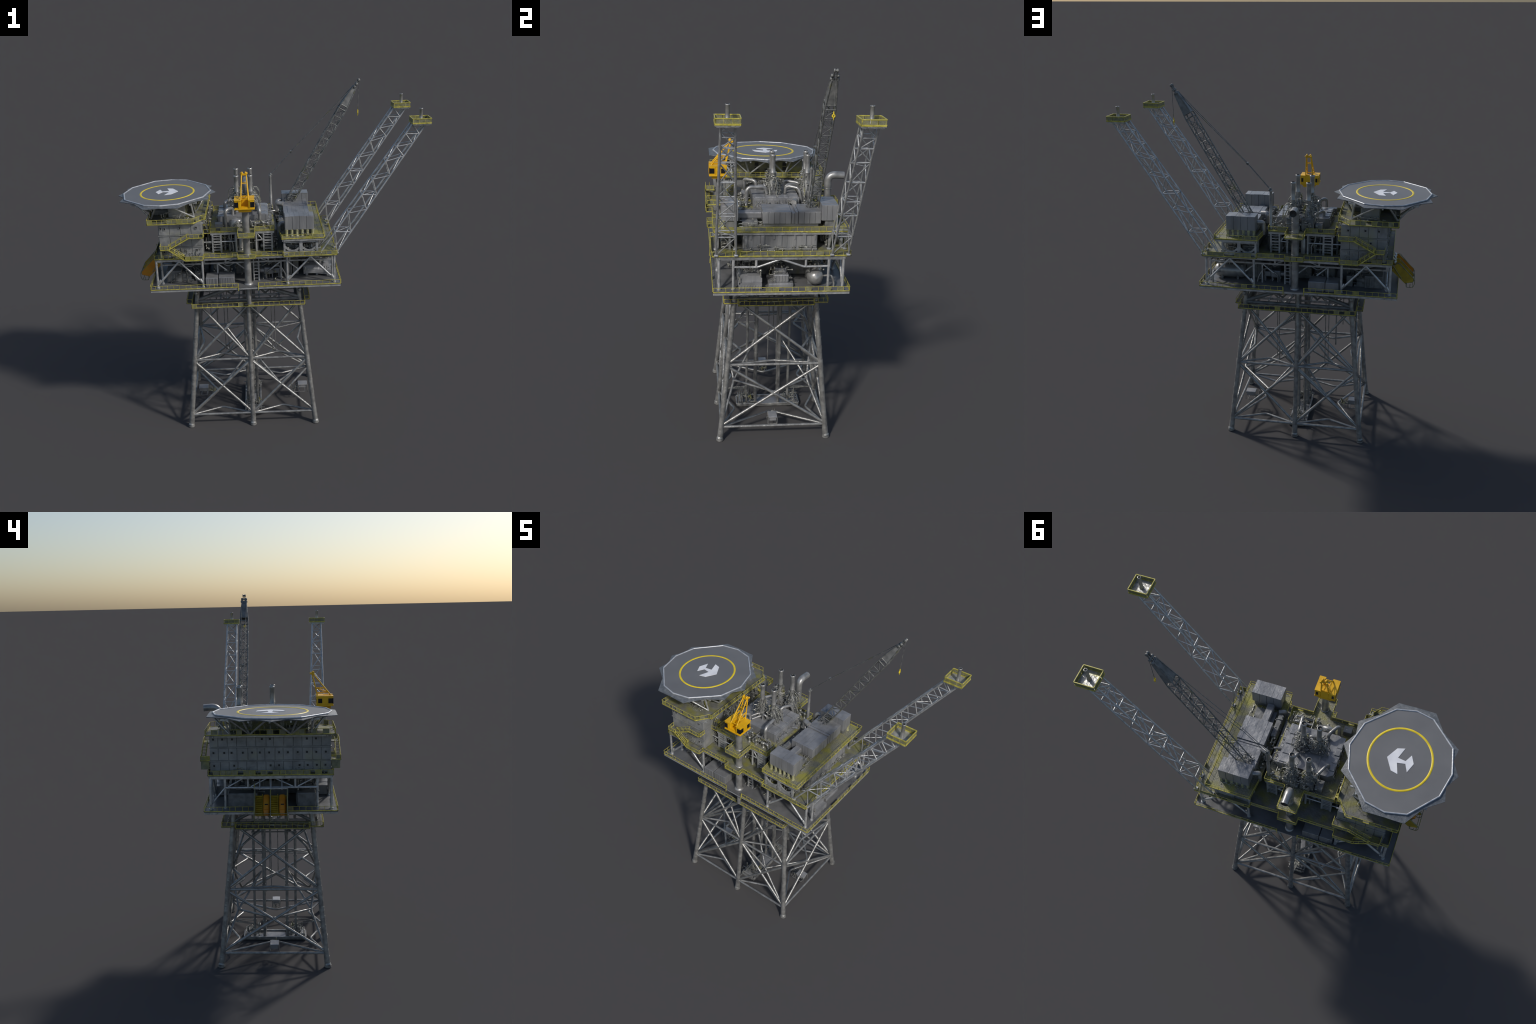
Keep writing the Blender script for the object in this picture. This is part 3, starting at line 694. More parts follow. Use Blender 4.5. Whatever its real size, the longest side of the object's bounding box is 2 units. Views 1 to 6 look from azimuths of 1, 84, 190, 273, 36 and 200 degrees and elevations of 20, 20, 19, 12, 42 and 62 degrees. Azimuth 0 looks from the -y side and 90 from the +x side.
# exhaust stacks rising out of valve clusters
STK = [(-.177, -.018), (-.096, -.020), (-.182, .164), (-.097, .163)]
for i, (x, y) in enumerate(STK):
    p = P('exhaust_stack', 'pipe')
    zt = 1.493
    p.turn((x, y, 0), [(.0160, 1.29), (.0160, 1.345), (.0130, 1.352), (.0128, 1.392), (.0142, 1.394), (.0142, 1.397), (.0128, 1.399), (.0125, zt - .012), (.0142, zt - .010), (.0142, zt - .001), (.0112, zt)], 20, caps=False)
    p.m('black').turn((x, y, 0), [(.0112, zt), (.010, zt - .004), (.0005, zt - .005)], 20, caps=False)
    st = make(p, proc)
    q = P('valve_cluster', 'clutter'); zb = 1.281 if y < .1 else Z_M
    q.m('machine').box(x - .034, x + .034, y - .030, y + .030, zb, 1.300, .004)
    q.turn((x, y, 0), [(.030, 1.295), (.030, 1.300), (.022, 1.312), (.022, 1.335), (.016, 1.342)], 14); q.m('clutter')
    for k in range(120):       # tree of valves that narrows towards the stack
        h = R_.random(); z = zb + .005 + (1.378 - zb) * h; ww = .046 * (1 - .62 * h); an = R_.uniform(0, 2 * math.pi)
        c = V((x + ww * math.cos(an), y + ww * math.sin(an), z))
        e = c + R_.choice([V((0, 0, 1)), V((0, 0, -1)), V((math.cos(an), math.sin(an), 0)), V((-math.sin(an), math.cos(an), 0)), V((-math.cos(an), -math.sin(an), .4))]) * R_.uniform(.006, .022)
        rr = R_.uniform(.0012, .0034); q.tube(c, e, rr, n=6)
        if R_.random() < .4: q.ball(c, R_.uniform(.003, .0055), 6)
    for sg in (-1, 1):         # looping hose frames on the outside
        xo = x + (1 if i % 2 else -1) * .012
        o_ = 1 if i % 2 else -1
        q.path([(xo + o_ * .008, y + sg * .012, 1.372), (xo + o_ * .028, y + sg * .016, 1.368), (xo + o_ * .040, y + sg * .018, 1.350), (xo + o_ * .040, y + sg * .018, 1.318), (xo + o_ * .046, y + sg * .016, 1.285)], .0018, n=6, bend=.01)
        q.path([(xo + o_ * .006, y + sg * .02, 1.352), (xo + o_ * .02, y + sg * .022, 1.335), (xo + o_ * .034, y + sg * .02, 1.30), (xo + o_ * .05, y + sg * .02, 1.275)], .0018, n=6, bend=.01)
    make(q, proc, 'stuff')

p = P('crossover_pipe', 'pipe')
p.path([(-.246, -.163, Z_M), (-.243, -.160, 1.318), (-.232, -.150, 1.326), (-.205, -.100, 1.322), (-.203, -.096, 1.282)], .0098, n=14, bend=.024, steps=8)
p.path([(-.047, -.160, Z_M + .012), (-.047, -.160, 1.312), (-.050, -.145, 1.327), (-.058, -.061, 1.327), (-.060, -.052, 1.29)], .0094, n=14, bend=.024, steps=8)
p.path([(-.090, .046, 1.283), (-.092, .05, 1.316), (-.088, .066, 1.324), (-.068, .112, 1.318), (-.062, .122, 1.30), (-.058, .135, Z_M)], .0080, n=14, bend=.020, steps=8)
p.path([(-.15, .055, 1.283), (-.15, .055, 1.305), (-.155, .07, 1.315), (-.170, .12, 1.312), (-.172, .13, 1.27)], .0085, n=14, bend=.020, steps=8)
p.path([(-.255, .06, 1.281), (-.255, .06, 1.305), (-.245, .075, 1.312), (-.215, .14, 1.308), (-.21, .15, 1.25)], .0085, n=14, bend=.02, steps=8)
p.path([(-.145, -.055, 1.282), (-.14, -.06, 1.322), (-.12, -.06, 1.322), (-.11, -.05, 1.30)], .006, n=12, bend=.016, steps=6)
p.path([(-.21, -.095, 1.295), (-.185, -.05, 1.30), (-.165, -.03, 1.30)], .006, n=12)
p.path([(-.185, -.105, 1.293), (-.16, -.06, 1.30), (-.14, -.03, 1.30)], .006, n=12)
for yy, xa, xb in ((-.165, -.10, -.004), (-.195, -.09, .0)): p.path([(xa, yy, Z_M), (xa, yy, Z_M + .026), (xb, yy, Z_M + .026), (xb, yy, Z_M)], .0062, n=10, bend=.010)
p.path([(-.195, -.170, Z_M + .03), (-.13, -.170, Z_M + .03)], .012, n=12)
p.turn((-.185, -.165, Z_M), [(.028, 0), (.028, .036), (.020, .046), (.004, .05)], 14, squash=(1.4, .7))
p.path([(.0, .02, Z_M + .02), (.022, .02, Z_M + .03), (.045, .03, Z_M + .03)], .006, n=10)
make(p, proc)
p = P('pump_group', 'clutter')
clutter(p, -.10, .02, -.215, -.14, Z_M + .002, Z_M + .036, 60, .0014, .004)
clutter(p, -.215, -.12, -.20, -.14, Z_M + .002, Z_M + .05, 34, .0016, .005)
clutter(p, -.15, .01, .125, .195, Z_M + .002, Z_M + .04, 40, .0014, .004)
clutter(p, -.225, -.205, .125, .195, Z_M + .002, Z_M + .045, 24, .0014, .004)
clutter(p, -.30, -.292, -.12, .10, Z_M + .002, Z_M + .05, 30, .0014, .004)
for x, y in ((-.075, -.205), (-.028, -.2), (-.12, -.21), (-.275, -.19), (.0, .165), (-.04, .18), (-.23, .18)):
    p.turn((x, y, Z_M), [(.010, 0), (.010, .003), (.006, .006), (.006, .026), (.009, .030), (.009, .034), (.003, .037)], 10)
p.m('machine').box(-.305, -.26, -.215, -.175, Z_M, Z_M + .036, .003).box(-.262, -.222, .13, .185, Z_M, Z_M + .04, .003).box(-.14, -.10, .17, .20, Z_M, Z_M + .03, .003)
make(p, proc)
p = P('riser_bundle', 'clutter')    # pipes at the back of the living quarters
for y0, y1 in ((-.15, -.02), (.0, .16)):
    clutter(p, -.368, -.338, y0, y1, Z_M, 1.30, 70, .0014, .0036, .02, .06, .5)
for s_ in (-1, 1):
    for k in range(3): p.path([(-.365, CY + s_ * (.20 + .01 * k), 1.29), (-.35, CY + s_ * (.20 + .01 * k), 1.28 - .02 * k), (-.345, CY + s_ * (.205 + .01 * k), Z_M)], .0022, n=6)
p.m('yellow')
for y in (-.215, .185): p.rail([(-.368, y), (-.335, y)], 1.262, h=.02); p.box(-.368, -.335, y - .012, y + .012, 1.258, 1.261)
make(p, proc)

# big exhaust elbow with its own long stem on the north side
p = P('exhaust_trunk', 'pipe')
p.tube((-.128, .281, Z_A), (-.128, .281, Z_M + .002), .0195, n=24); p.turn((-.128, .281, 0), [(.026, Z_A), (.026, Z_A + .004), (.0195, Z_A + .008)], 24)
rng = [V((-.128, .281, Z_M))] + [V((-.128, .281, 1.300))]
p.path([(-.128, .281, Z_M), (-.128, .281, 1.377), (-.128, .366, 1.372)], .0195, n=24, bend=.060, steps=14, caps=False)
p.m('black').turn((-.128, .3655, 1.372), [(.0188, 0), (.0005, -.004)], 24, (0, 1, -.05), False)
p.m('pipe')
for z in (1.03, 1.12, 1.25, 1.30): p.turn((-.128, .281, 0), [(.0196, z), (.0206, z + .001), (.0206, z + .003), (.0196, z + .004)], 24, caps=False)
make(p)

# ------------------------------------------------------------------ living quarters
LX0, LX1, LY0, LY1 = -.612, -.372, -.316, .288
ZL = [Z_B + .002, 1.166, 1.235, 1.302]
q = P('living_quarters', 'quarters'); q.box(LX0 + .003, LX1 - .003, LY0 + .003, LY1 - .003, ZL[0], ZL[3])
lq = make(q)
wn = P('window', 'black'); wn.box(-.0012, .0012, -.0048, .0048, -.0052, .0052)
wn.m('quarters'); 
for a in (-1, 1): wn.box(-.0022, .0024, a * .0058 - .001, a * .0058 + .001, -.0066, .0066); wn.box(-.0022, .0024, -.0048, .0048, a * .0060 - .0008, a * .0060 + .0008)
wx = make(wn, lq); wx.location = (LX0 - .0016, -.28, 1.275)
wn2 = P('window', 'black'); wn2.box(-.0048, .0048, -.0012, .0012, -.0052, .0052); wn2.m('quarters')
for a in (-1, 1): wn2.box(a * .0058 - .001, a * .0058 + .001, -.0024, .0024, -.0066, .0066); wn2.box(-.0048, .0048, -.0024, .0024, a * .0060 - .0008, a * .0060 + .0008)
wy = make(wn2, lq); wy.location = (-.59, LY0 - .0016, 1.28)
NW = 13; locs = []
for f in range(3):
    z0, z1 = ZL[f], ZL[f + 1]
    edges = [LY0 + (LY1 - LY0) * i / NW for i in range(NW + 1)]
    for i in range(1, NW): edges[i] += R_.uniform(-.006, .006)
    for i in range(NW):
        e = R_.uniform(0, .002)
        p = P('wall_panel', 'quarters'); p.box(LX0 - e, LX0 + .005, edges[i] + .0011, edges[i + 1] - .0011, z0 + .004, z1 - .004, .001); make(p, lq)
        if R_.random() < (.62 if f == 2 else .85 if f == 1 else .6) and not (i == 0 and f == 2):
            locs.append((LX0 - e - .001, (edges[i] + edges[i + 1]) / 2 + R_.uniform(-.006, .006), (z0 + z1) / 2 + .008))
    for yy, sgn in ((LY0, -1), (LY1, 1)):
        k = 4 if sgn < 0 else 5
        for i in range(k):
            a, bq = LX0 + (LX1 - LX0) * i / k, LX0 + (LX1 - LX0) * (i + 1) / k; e = R_.uniform(0, .002)
            p = P('wall_panel', 'quarters')
            p.box(a + .0011, bq - .0011, *((yy - e, yy + .005) if sgn < 0 else (yy - .005, yy + e)), z0 + .004, z1 - .004, .001); make(p, lq)
    k = 10
    for i in range(k):
        a, bq = LY0 + (LY1 - LY0) * i / k, LY0 + (LY1 - LY0) * (i + 1) / k; e = R_.uniform(0, .002)
        p = P('wall_panel', 'quarters'); p.box(LX1 - .005, LX1 + e, a + .0011, bq - .0011, z0 + .004, z1 - .004, .001); make(p, lq)
copies(wx, locs[1:]); wx.location = locs[0]
fr = [(-.600, 1.278), (-.578, 1.276), (-.493, 1.279), (-.402, 1.279), (-.395, 1.214), (-.405, 1.147), (-.465, 1.147), (-.588, 1.14), (-.51, 1.146)]
copies(wy, [(x, LY0 - .0030, z) for x, z in fr[1:]] + [(x, LY1 + .0030, z) for x, z in ((-.41, 1.275), (-.50, 1.277), (-.57, 1.277), (-.53, 1.21))])
wy.location = (fr[0][0], LY0 - .0030, fr[0][1])
p = P('ledge', 'quarters')
for z in (1.166, 1.235): p.box(LX0 - .004, LX1 + .003, LY0 - .004, LY1 + .004, z - .002, z + .002)
make(p, lq)
p = P('downpipe', 'clutter'); clutter(p, -.60, -.38, LY0 - .008, LY0 - .002, ZL[0], 1.16, 46, .001, .0024, .006, .022)
clutter(p, -.60, -.38, LY1 + .002, LY1 + .008, ZL[0], 1.16, 40, .001, .0024, .006, .022); clutter(p, LX0 - .006, LX0 - .001, LY0, LY1, ZL[0], ZL[0] + .03, 60, .001, .0024, .006, .022)
make(p, lq, 'stuff')
# roof deck
RZ = 1.308
rp = [(-.672, -.336), (-.416, -.336), (-.368, -.268), (-.352, -.266), (-.352, .236), (-.368, .238), (-.416, .304), (-.672, .304)]
d = P('roof_deck', 'deck_y'); d.prism(rp, RZ - .006, RZ)
d.m('truss').box(-.66, -.36, -.30, -.295, RZ - .014, RZ - .0065); d.box(-.66, -.36, .265, .27, RZ - .014, RZ - .0065); d.box(-.655, -.648, -.29, .26, RZ - .014, RZ - .0065)
roof = make(d, None)
r = P('guard_rail', 'yellow'); r.rail(rp, RZ, True, infill=.35, h=.026); make(r, roof, 'stuff')
h = P('plant_room', 'mesh')
h.m('quarters').box(-.565, -.466, -.205, .192, RZ, 1.376, .003)
h.m('mesh').box(-.468, -.4635, -.200, .186, RZ + .002, 1.374, .001).box(-.567, -.5635, -.200, .186, RZ + .002, 1.374, .001)
for y in (-.075, .085):
    h.m('black').box(-.4645, -.4615, y - .011, y + .011, RZ + .012, RZ + .032).box(-.4645, -.4615, y - .011, y + .011, RZ + .038, RZ + .058)
    h.m('clutter').box(-.569, -.566, y - .010, y + .010, RZ + .022, RZ + .052)
h.m('machine').box(-.66, -.44, -.19, .17, 1.3775, 1.386)
h.box(-.655, -.57, -.15, -.10, RZ, RZ + .03, .003).box(-.455, -.42, -.03, .03, RZ, RZ + .022, .002)
h.m('clutter'); clutter(h, -.60, -.45, -.26, -.2, RZ, RZ + .03, 40, .0012, .003); clutter(h, -.60, -.45, .215, .25, RZ, RZ + .03, 30, .0012, .003)
clutter(h, -.66, -.63, -.2, .2, RZ, RZ + .05, 40, .0012, .003)
make(h, roof)
# stairs with landings on both sides
def stairs(sgn):
    yi = LY0 - .002 if sgn < 0 else LY1 + .002
    yo = -.366 if sgn < 0 else .338
    ya, yb = min(yi, yo), max(yi, yo)
    p = P('stair', 'deck_y'); zu, zm = 1.231, 1.168
    p.box(-.444, -.362, ya, yb, zu - .005, zu); p.box(-.606, -.560, ya, yb, zm - .005, zm)
    p.m('mesh').box(-.605, -.598, ya + .004, yb - .002, zm - .045, zm - .005)
    p.m('deck_y')
    yh = (yi + yo) / 2
    fl = [((-.444, zu), (-.560, zm), yo, yo - sgn * .022), ((-.560, zm), (-.472, Z_B + .002), yo, yo - sgn * .022)]
    for (xa, za), (xb, zb), y1, y2 in fl:
        n = 11
        for i in range(n):
            t = (i + .5) / n; x, z = xa + (xb - xa) * t, za + (zb - za) * t
            p.m('deck_y').box(x - .0045, x + .0045, min(y1, y2) + .001, max(y1, y2) - .001, z - .001, z + .001)
        for y in (y1, y2):
            p.m('yellow').obox((xa, y, za), (xb, y, zb), .0024, .0058)
            p.tube((xa, y, za + .024), (xb, y, zb + .024), .0013, n=6)
            for t in (.1, .37, .63, .9): p.tube((xa + (xb - xa) * t, y, za + (zb - za) * t), (xa + (xb - xa) * t, y, za + (zb - za) * t + .024), .0015, n=5)
    p.rail([(-.444, yo), (-.362, yo), (-.362, yi)], zu, infill=.7); p.rail([(-.560, yo), (-.606, yo), (-.606, yi)], zm, infill=.7)
    make(p, lq)
stairs(-1); stairs(1)

# ------------------------------------------------------------------ helideck
HX, HY, HZ = -.583, -.018, 1.410
ws = [(.254, -.008), (.219, .128), (.096, .266), (-.004, .289), (-.106, .266), (-.226, .125), (-.256, -.008), (-.228, -.148), (-.100, -.280), (-.010, -.302), (.090, -.280), (.219, -.148)]
white = [(HX + x * .995, HY + y * .995) for x, y in ws]
outer = [(.286, -.008), (.243, .066), (.256, .140), (.164, .210), (.094, .313), (-.106, .313), (-.172, .212), (-.260, .140), (-.246, .066), (-.290, -.010), (-.248, -.083), (-.258, -.158), (-.165, -.228), (-.104, -.329), (.089, -.329), (.164, -.226), (.254, -.158), (.245, -.08)]
h = P('helideck', 'heli'); h.prism(white, HZ - .010, HZ)
h.m('truss')
for y in (-.2, -.1, 0., .1, .2):
    hw = .25 * math.sqrt(max(0, 1 - (y / .30) ** 2)); h.box(HX - hw, HX + hw, HY + y - .004, HY + y + .004, HZ - .022, HZ - .0105)
for x in (-.15, 0., .15):
    hw = .29 * math.sqrt(max(0, 1 - (x / .26) ** 2)); h.box(HX + x - .004, HX + x + .004, HY - hw, HY + hw, HZ - .0225, HZ - .0108)
heli = make(h)
n = P('safety_net', 'net')       # sloping net apron, lofted from the rim to the outer edge
def inner_point(x, y):           # where the ray to an outer point crosses the deck edge
    best = None; m = len(ws)
    for i in range(m):
        (x1, y1), (x2, y2) = ws[i], ws[(i + 1) % m]; den = x * (y2 - y1) - y * (x2 - x1)
        if abs(den) < 1e-9: continue
        t = (x1 * (y2 - y1) - y1 * (x2 - x1)) / den; u = (x1 * y - y1 * x) / den
        if t > 0 and -1e-6 <= u <= 1 + 1e-6: best = t
    return x * best, y * best
out_f = []; m = len(outer)
for i in range(m):
    a, bq = [(u * .988, v * .990) for u, v in (outer[i], outer[(i + 1) % m])]
    for k in range(6): out_f.append((a[0] + (bq[0] - a[0]) * k / 6, a[1] + (bq[1] - a[1]) * k / 6))
rA, rB, rC, rD = [], [], [], []
for x, y in out_f:
    ix, iy = inner_point(x, y); t = math.hypot(x, y) / math.hypot(ix, iy)
    if t < 1.012: x, y = ix * 1.012, iy * 1.012; t = 1.012
    dz = .006 * min(1, (t - 1) / .13)
    rA.append(V((HX + ix * .985, HY + iy * .985, HZ - .002))); rB.append(V((HX + x, HY + y, HZ - .003 - dz)))
    rC.append(V((HX + x, HY + y, HZ - .006 - dz))); rD.append(V((HX + ix * .97, HY + iy * .97, HZ - .014)))
n.ring_loft([rD, rC, rB, rA], False, False)
n.m('net')
for i in range(0, len(out_f), 3): n.tube(rC[i] + V((0, 0, .0005)), rD[i], .0016, n=5)
make(n, heli)
e = P('edge_line', 'rim')
for (x0, y0), (x1, y1) in zip(white, white[1:] + white[:1]):
    e.tube((x0, y0, HZ), (x1, y1, HZ), .0042, n=8); e.ball((x0, y0, HZ), .0042, 8)
make(e, heli)
c = P('landing_circle', 'mark_y'); nn = 96; rx, ry, hw = .1545, .174, .0066
rings = []
for rr, z in ((-hw, HZ - .001), (-hw * .7, HZ + .0014), (hw * .7, HZ + .0014), (hw, HZ - .001)):
    rings.append([V((HX + (rx + rr) * math.cos(2 * math.pi * i / nn), HY - .010 + (ry + rr) * math.sin(2 * math.pi * i / nn), z)) for i in range(nn)])
c.ring_loft(rings, False); make(c, heli)
sym = [(.063, 0), (.028, -.062), (-.009, -.073), (.012, -.012), (-.027, -.006), (-.048, -.046), (-.068, -.003), (-.048, .051), (-.030, .009), (.010, .016), (-.008, .075), (.027, .066)]
s_ = P('landing_mark', 'white'); s_.prism([(HX + x, HY + y) for x, y in sym], HZ - .001, HZ + .0016); make(s_, heli)
for sx, fx in ((-1, -.662), (1, -.418)):
    for fy, tops in ((.181, ((-.62, .272), (-.735, .20))), (.084, ((-.745, .18), (-.795, .11), (-.812, .0))),
                     (-.119, ((-.812, -.03), (-.795, -.146), (-.745, -.215))), (-.216, ((-.62, -.292), (-.735, -.228)))):
        for tx, ty in tops:
            if sx > 0: tx = 2 * HX - tx
            p = P('helideck_strut', 'truss'); p.tube((fx, fy, RZ), (tx, ty, HZ - .012), .0050, n=8); make(p, heli)

# ------------------------------------------------------------------ pedestal crane
KX, KY = -.1255, -.298
p = P('pedestal_crane', 'pipe')
p.tube((KX, KY, Z_A), (KX, KY, 1.362), .0195, n=24); p.turn((KX, KY, 0), [(.027, Z_A), (.027, Z_A + .003), (.020, Z_A + .008)], 24)
p.turn((KX, KY, 0), [(.0196, Z_B), (.024, Z_B + .001), (.024, Z_B + .004), (.0196, Z_B + .006)], 24, caps=False)
p.turn((KX, KY, 0), [(.0196, Z_M), (.024, Z_M + .001), (.024, Z_M + .004), (.0196, Z_M + .006)], 24, caps=False)
p.tube((KX, KY, .80), (KX, KY, Z_A - .004), .012, n=16)
crane = make(p)
cabx0, cabx1, caby0, caby1, cz0, cz1 = -.182, -.074, -.352, -.262, 1.379, 1.430
cb = P('crane_cab', 'crane_y')
sk = [[(KX - a, caby0 + .012 - 0 * a, z), (KX + a, caby0 + .012, z), (KX + a, caby1 - .006, z), (KX - a, caby1 - .006, z)] for a, z in ((.034, 1.362), (.034, 1.368), (.050, 1.381))]
cb.ring_loft(sk, True, False)
cb.box(cabx0 - .002, cabx1 + .002, caby0 - .002, caby1 + .002, cz0, cz0 + .006, .001)
for xa, xb in ((cabx0, KX - .020), (KX + .020, cabx1)):
    cb.box(xa, xb, caby0, caby1, cz0 + .005, cz1, .0015); cb.box(xa - .0015, xb + .0015, caby0 - .002, caby1 + .002, cz1 - .001, cz1 + .004, .001)
cb.box(KX - .020, KX + .020, caby0 + .050, caby1, cz0 + .005, cz1 + .003, .001)
cb.prism([(KX - .019, caby0 + .004), (KX + .019, caby0 + .004), (KX + .019, caby0 + .05), (KX - .019, caby0 + .05)], cz0 + .004, cz0 + .014)
cbo = make(cb, crane)
w = P('cab_window', 'glass')
for x, s2 in ((cabx0, -1), (cabx1, 1)):
    xi = x - s2 * .023
    w.box(min(x + s2 * .001, xi), max(x + s2 * .001, xi), caby0 - .0012, caby0 + .004, cz0 + .014, cz1 - .008)     # wraps the front corner
    w.box(min(x + s2 * .0012, x - s2 * .004), max(x + s2 * .0012, x - s2 * .004), caby0 + .002, caby0 + .026, cz0 + .015, cz1 - .009)
    w.box(min(x + s2 * .0012, x - s2 * .004), max(x + s2 * .0012, x - s2 * .004), caby1 - .030, caby1 - .008, cz0 + .016, cz1 - .010)
    w.box(min(x - s2 * .006, x - s2 * .018), max(x - s2 * .006, x - s2 * .018), caby1 - .004, caby1 + .0012, cz0 + .016, cz1 - .012)
make(w, cbo)
f = P('cab_frame', 'crane_y')
for x, s2 in ((cabx0, -1), (cabx1, 1)):
    f.box(min(x, x + s2 * .002), max(x, x + s2 * .002), caby0 + .0275, caby0 + .030, cz0 + .006, cz1)
    f.box(min(x - s2 * .022, x - s2 * .024), max(x - s2 * .022, x - s2 * .024), caby0 - .0022, caby0, cz0 + .006, cz1)
make(f, cbo)
a = P('crane_mast', 'crane_y')
tp = V((KX, -.244, 1.556))
for s2 in (-1, 1):
    a.tube((KX + s2 * .021, caby0 + .010, cz1 + .002), tp + V((s2 * .013, -.004, -.008)), .0034, n=8)
    a.tube((KX + s2 * .021, caby1 - .006, cz1 + .002), tp + V((s2 * .013, .004, -.008)), .0034, n=8)
    for t0, t1 in ((.18, .12), (.18, .36), (.36, .36)):
        pa = V((KX + s2 * .021, caby0 + .010, cz1)).lerp(tp + V((s2 * .013, -.004, -.008)), t0); pb = V((KX + s2 * .021, caby1 - .006, cz1)).lerp(tp + V((s2 * .013, .004, -.008)), t1)
        a.tube(pa, pb, .0022, n=6)
for t in (.04, .66):
    for y_, yy in ((caby0 + .010, -.004), (caby1 - .006, .004)):
        pa = V((KX - .021, y_, cz1)).lerp(tp + V((-.013, yy, -.008)), t); pb = V((KX + .021, y_, cz1)).lerp(tp + V((.013, yy, -.008)), t); a.tube(pa, pb, .0024, n=6)
a.box(tp.x - .017, tp.x + .017, tp.y - .008, tp.y + .008, tp.z - .010, tp.z + .001, .002)
for s2 in (-1, 1): a.turn(tp + V((s2 * .010, 0, .002)), [(.004, -.005), (.0085, -.004), (.0085, .004), (.004, .005)], 12, (1, 0, 0))
a.ball(tp + V((-.016, .012, -.002)), .006, 8); a.ball(tp + V((.016, .012, -.002)), .006, 8)
make(a, crane)

# ------------------------------------------------------------------ lattices
def lattice(name, mat, base, topq, ts, rc, rb, parent, pratt=(), lower_ts=None):
    """four chords between two quads of corners; battens and lacing on every face at the given stations"""
    base = [V(p) for p in base]; topq = [V(p) for p in topq]
    n = len(ts) - 1; st = [ts, lower_ts or ts, lower_ts or ts, ts]     # stations on each chord
    ch = P(name, mat)
    for a, bq in zip(base, topq): ch.tube(a, bq, rc, rc * .95, n=10)
    o = make(ch, parent)
    for k in range(4):
        q = P('lacing', mat)
        a0, a1, b0, b1 = base[k], topq[k], base[(k + 1) % 4], topq[(k + 1) % 4]
        for i in range(n):
            ta, tb = st[k], st[(k + 1) % 4]
            A, B = a0.lerp(a1, ta[i]), b0.lerp(b1, tb[i]); C, D = a0.lerp(a1, ta[i + 1]), b0.lerp(b1, tb[i + 1])
            if i: q.tube(A, B, rb * R_.uniform(.85, 1.1), n=7)
            if k in pratt: up = (A.x > B.x)
            else: up = bool((i + k) % 2)
            q.tube(A if up else B, D if up else C, rb * R_.uniform(.85, 1.1), n=7)
        make(q, o)
    return o

# flare booms
for y0, y1, ty0, ty1, ys in ((-.331, -.236, -.327, -.272, -.302), (.226, .306, .232, .292, .265)):
    basep = [(.285, y0, Z_B + .006), (.377, y0, Z_B + .006), (.377, y1, Z_B + .006), (.285, y1, Z_B + .006)]
    topp = [(.779, ty0, 1.806), (.852, ty0, 1.806), (.852, ty1, 1.806), (.779, ty1, 1.806)]
    fb = lattice('flare_boom', 'truss', basep, topp, (0, .17, .32, .465, .585, .722, .833, .93, 1), .0047, .0030, None, (0, 2), (0, .165, .345, .46, .61, .758, .853, .925, 1))
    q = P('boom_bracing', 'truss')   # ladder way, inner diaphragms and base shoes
    B, T = [V(p) for p in basep], [V(p) for p in topp]
    for t in (.17, .46, .725):
        c = [bb.lerp(tt, t) for bb, tt in zip(B, T)]
        q.tube(c[0], c[2], .0020, n=6)
    ya = (y0 + y1) / 2; yt = (ty0 + ty1) / 2
    for p_ in B: q.box(p_.x - .010, p_.x + .010, p_.y - .010, p_.y + .010, Z_B, Z_B + .008, .002)
    make(q, fb, 'stuff')
    px0, px1, py0, py1 = .776, .874, ys - .050, ys + .050
    q = P('flare_platform', 'tip_plate'); q.box(px0, px1, py0, py1, 1.806, 1.812)
    q.m('truss').box(px0 + .006, px1 - .006, py0 + .006, py1 - .006, 1.800, 1.8055)
    fp = make(q, fb)
    q = P('guard_rail', 'yellow'); q.rail([(px0, py0), (px1, py0), (px1, py1), (px0, py1)], 1.813, True, h=.024, step=.034, infill=1.0)
    q.m('yellow')
    for (xa, ya_), (xb, yb_) in (((px0, py0), (px1, py0)), ((px1, py0), (px1, py1)), ((px1, py1), (px0, py1)), ((px0, py1), (px0, py0))): q.obox((xa, ya_, 1.8365), (xb, yb_, 1.8365), .004, .004); q.obox((xa, ya_, 1.8135), (xb, yb_, 1.8135), .0045, .007)
    make(q, fp, 'stuff')
    q = P('flare_tip', 'pipe'); q.turn((.828, ys, 0), [(.011, 1.812), (.011, 1.818), (.0090, 1.820), (.0086, 1.880), (.0096, 1.881), (.0096, 1.885), (.0068, 1.885)], 16, caps=False)
    q.m('black').turn((.828, ys, 0), [(.0068, 1.885), (.0004, 1.880)], 16, caps=False); make(q, fp)

# lattice boom crane on the power deck
bb = [V((.117, .140, 1.279)), V((.163, .140, 1.268)), V((.163, .184, 1.268)), V((.117, .184, 1.279))]
bt = [V((.441, .137, 1.836)), V((.480, .137, 1.812)), V((.480, .187, 1.812)), V((.441, .187, 1.836))]
lc = lattice('crane_boom', 'dark', bb, bt, [i / 13 for i in range(14)], .0032, .0018, None)
q = P('boom_head', 'dark')
tipq = [V((.527, .150, 1.955)), V((.543, .150, 1.945)), V((.543, .176, 1.945)), V((.527, .176, 1.955))]
for a_, b_ in zip(bt, tipq): q.tube(a_, b_, .0034, n=8)
def plate(a, b_, c_, d_, th):
    nrm = (b_ - a).cross(d_ - a).normalized() * th
    q.ring_loft([[a + nrm, b_ + nrm, c_ + nrm, d_ + nrm], [a - nrm, b_ - nrm, c_ - nrm, d_ - nrm]], True, False)
i0, i1 = .16, .98
fc = [(0, 1), (3, 2), (0, 3), (1, 2)]
q.m('machine')
for k, l in fc: plate(bt[k].lerp(tipq[k], i0), bt[l].lerp(tipq[l], i0), tipq[l], tipq[k], .0008)
q.m('dark')
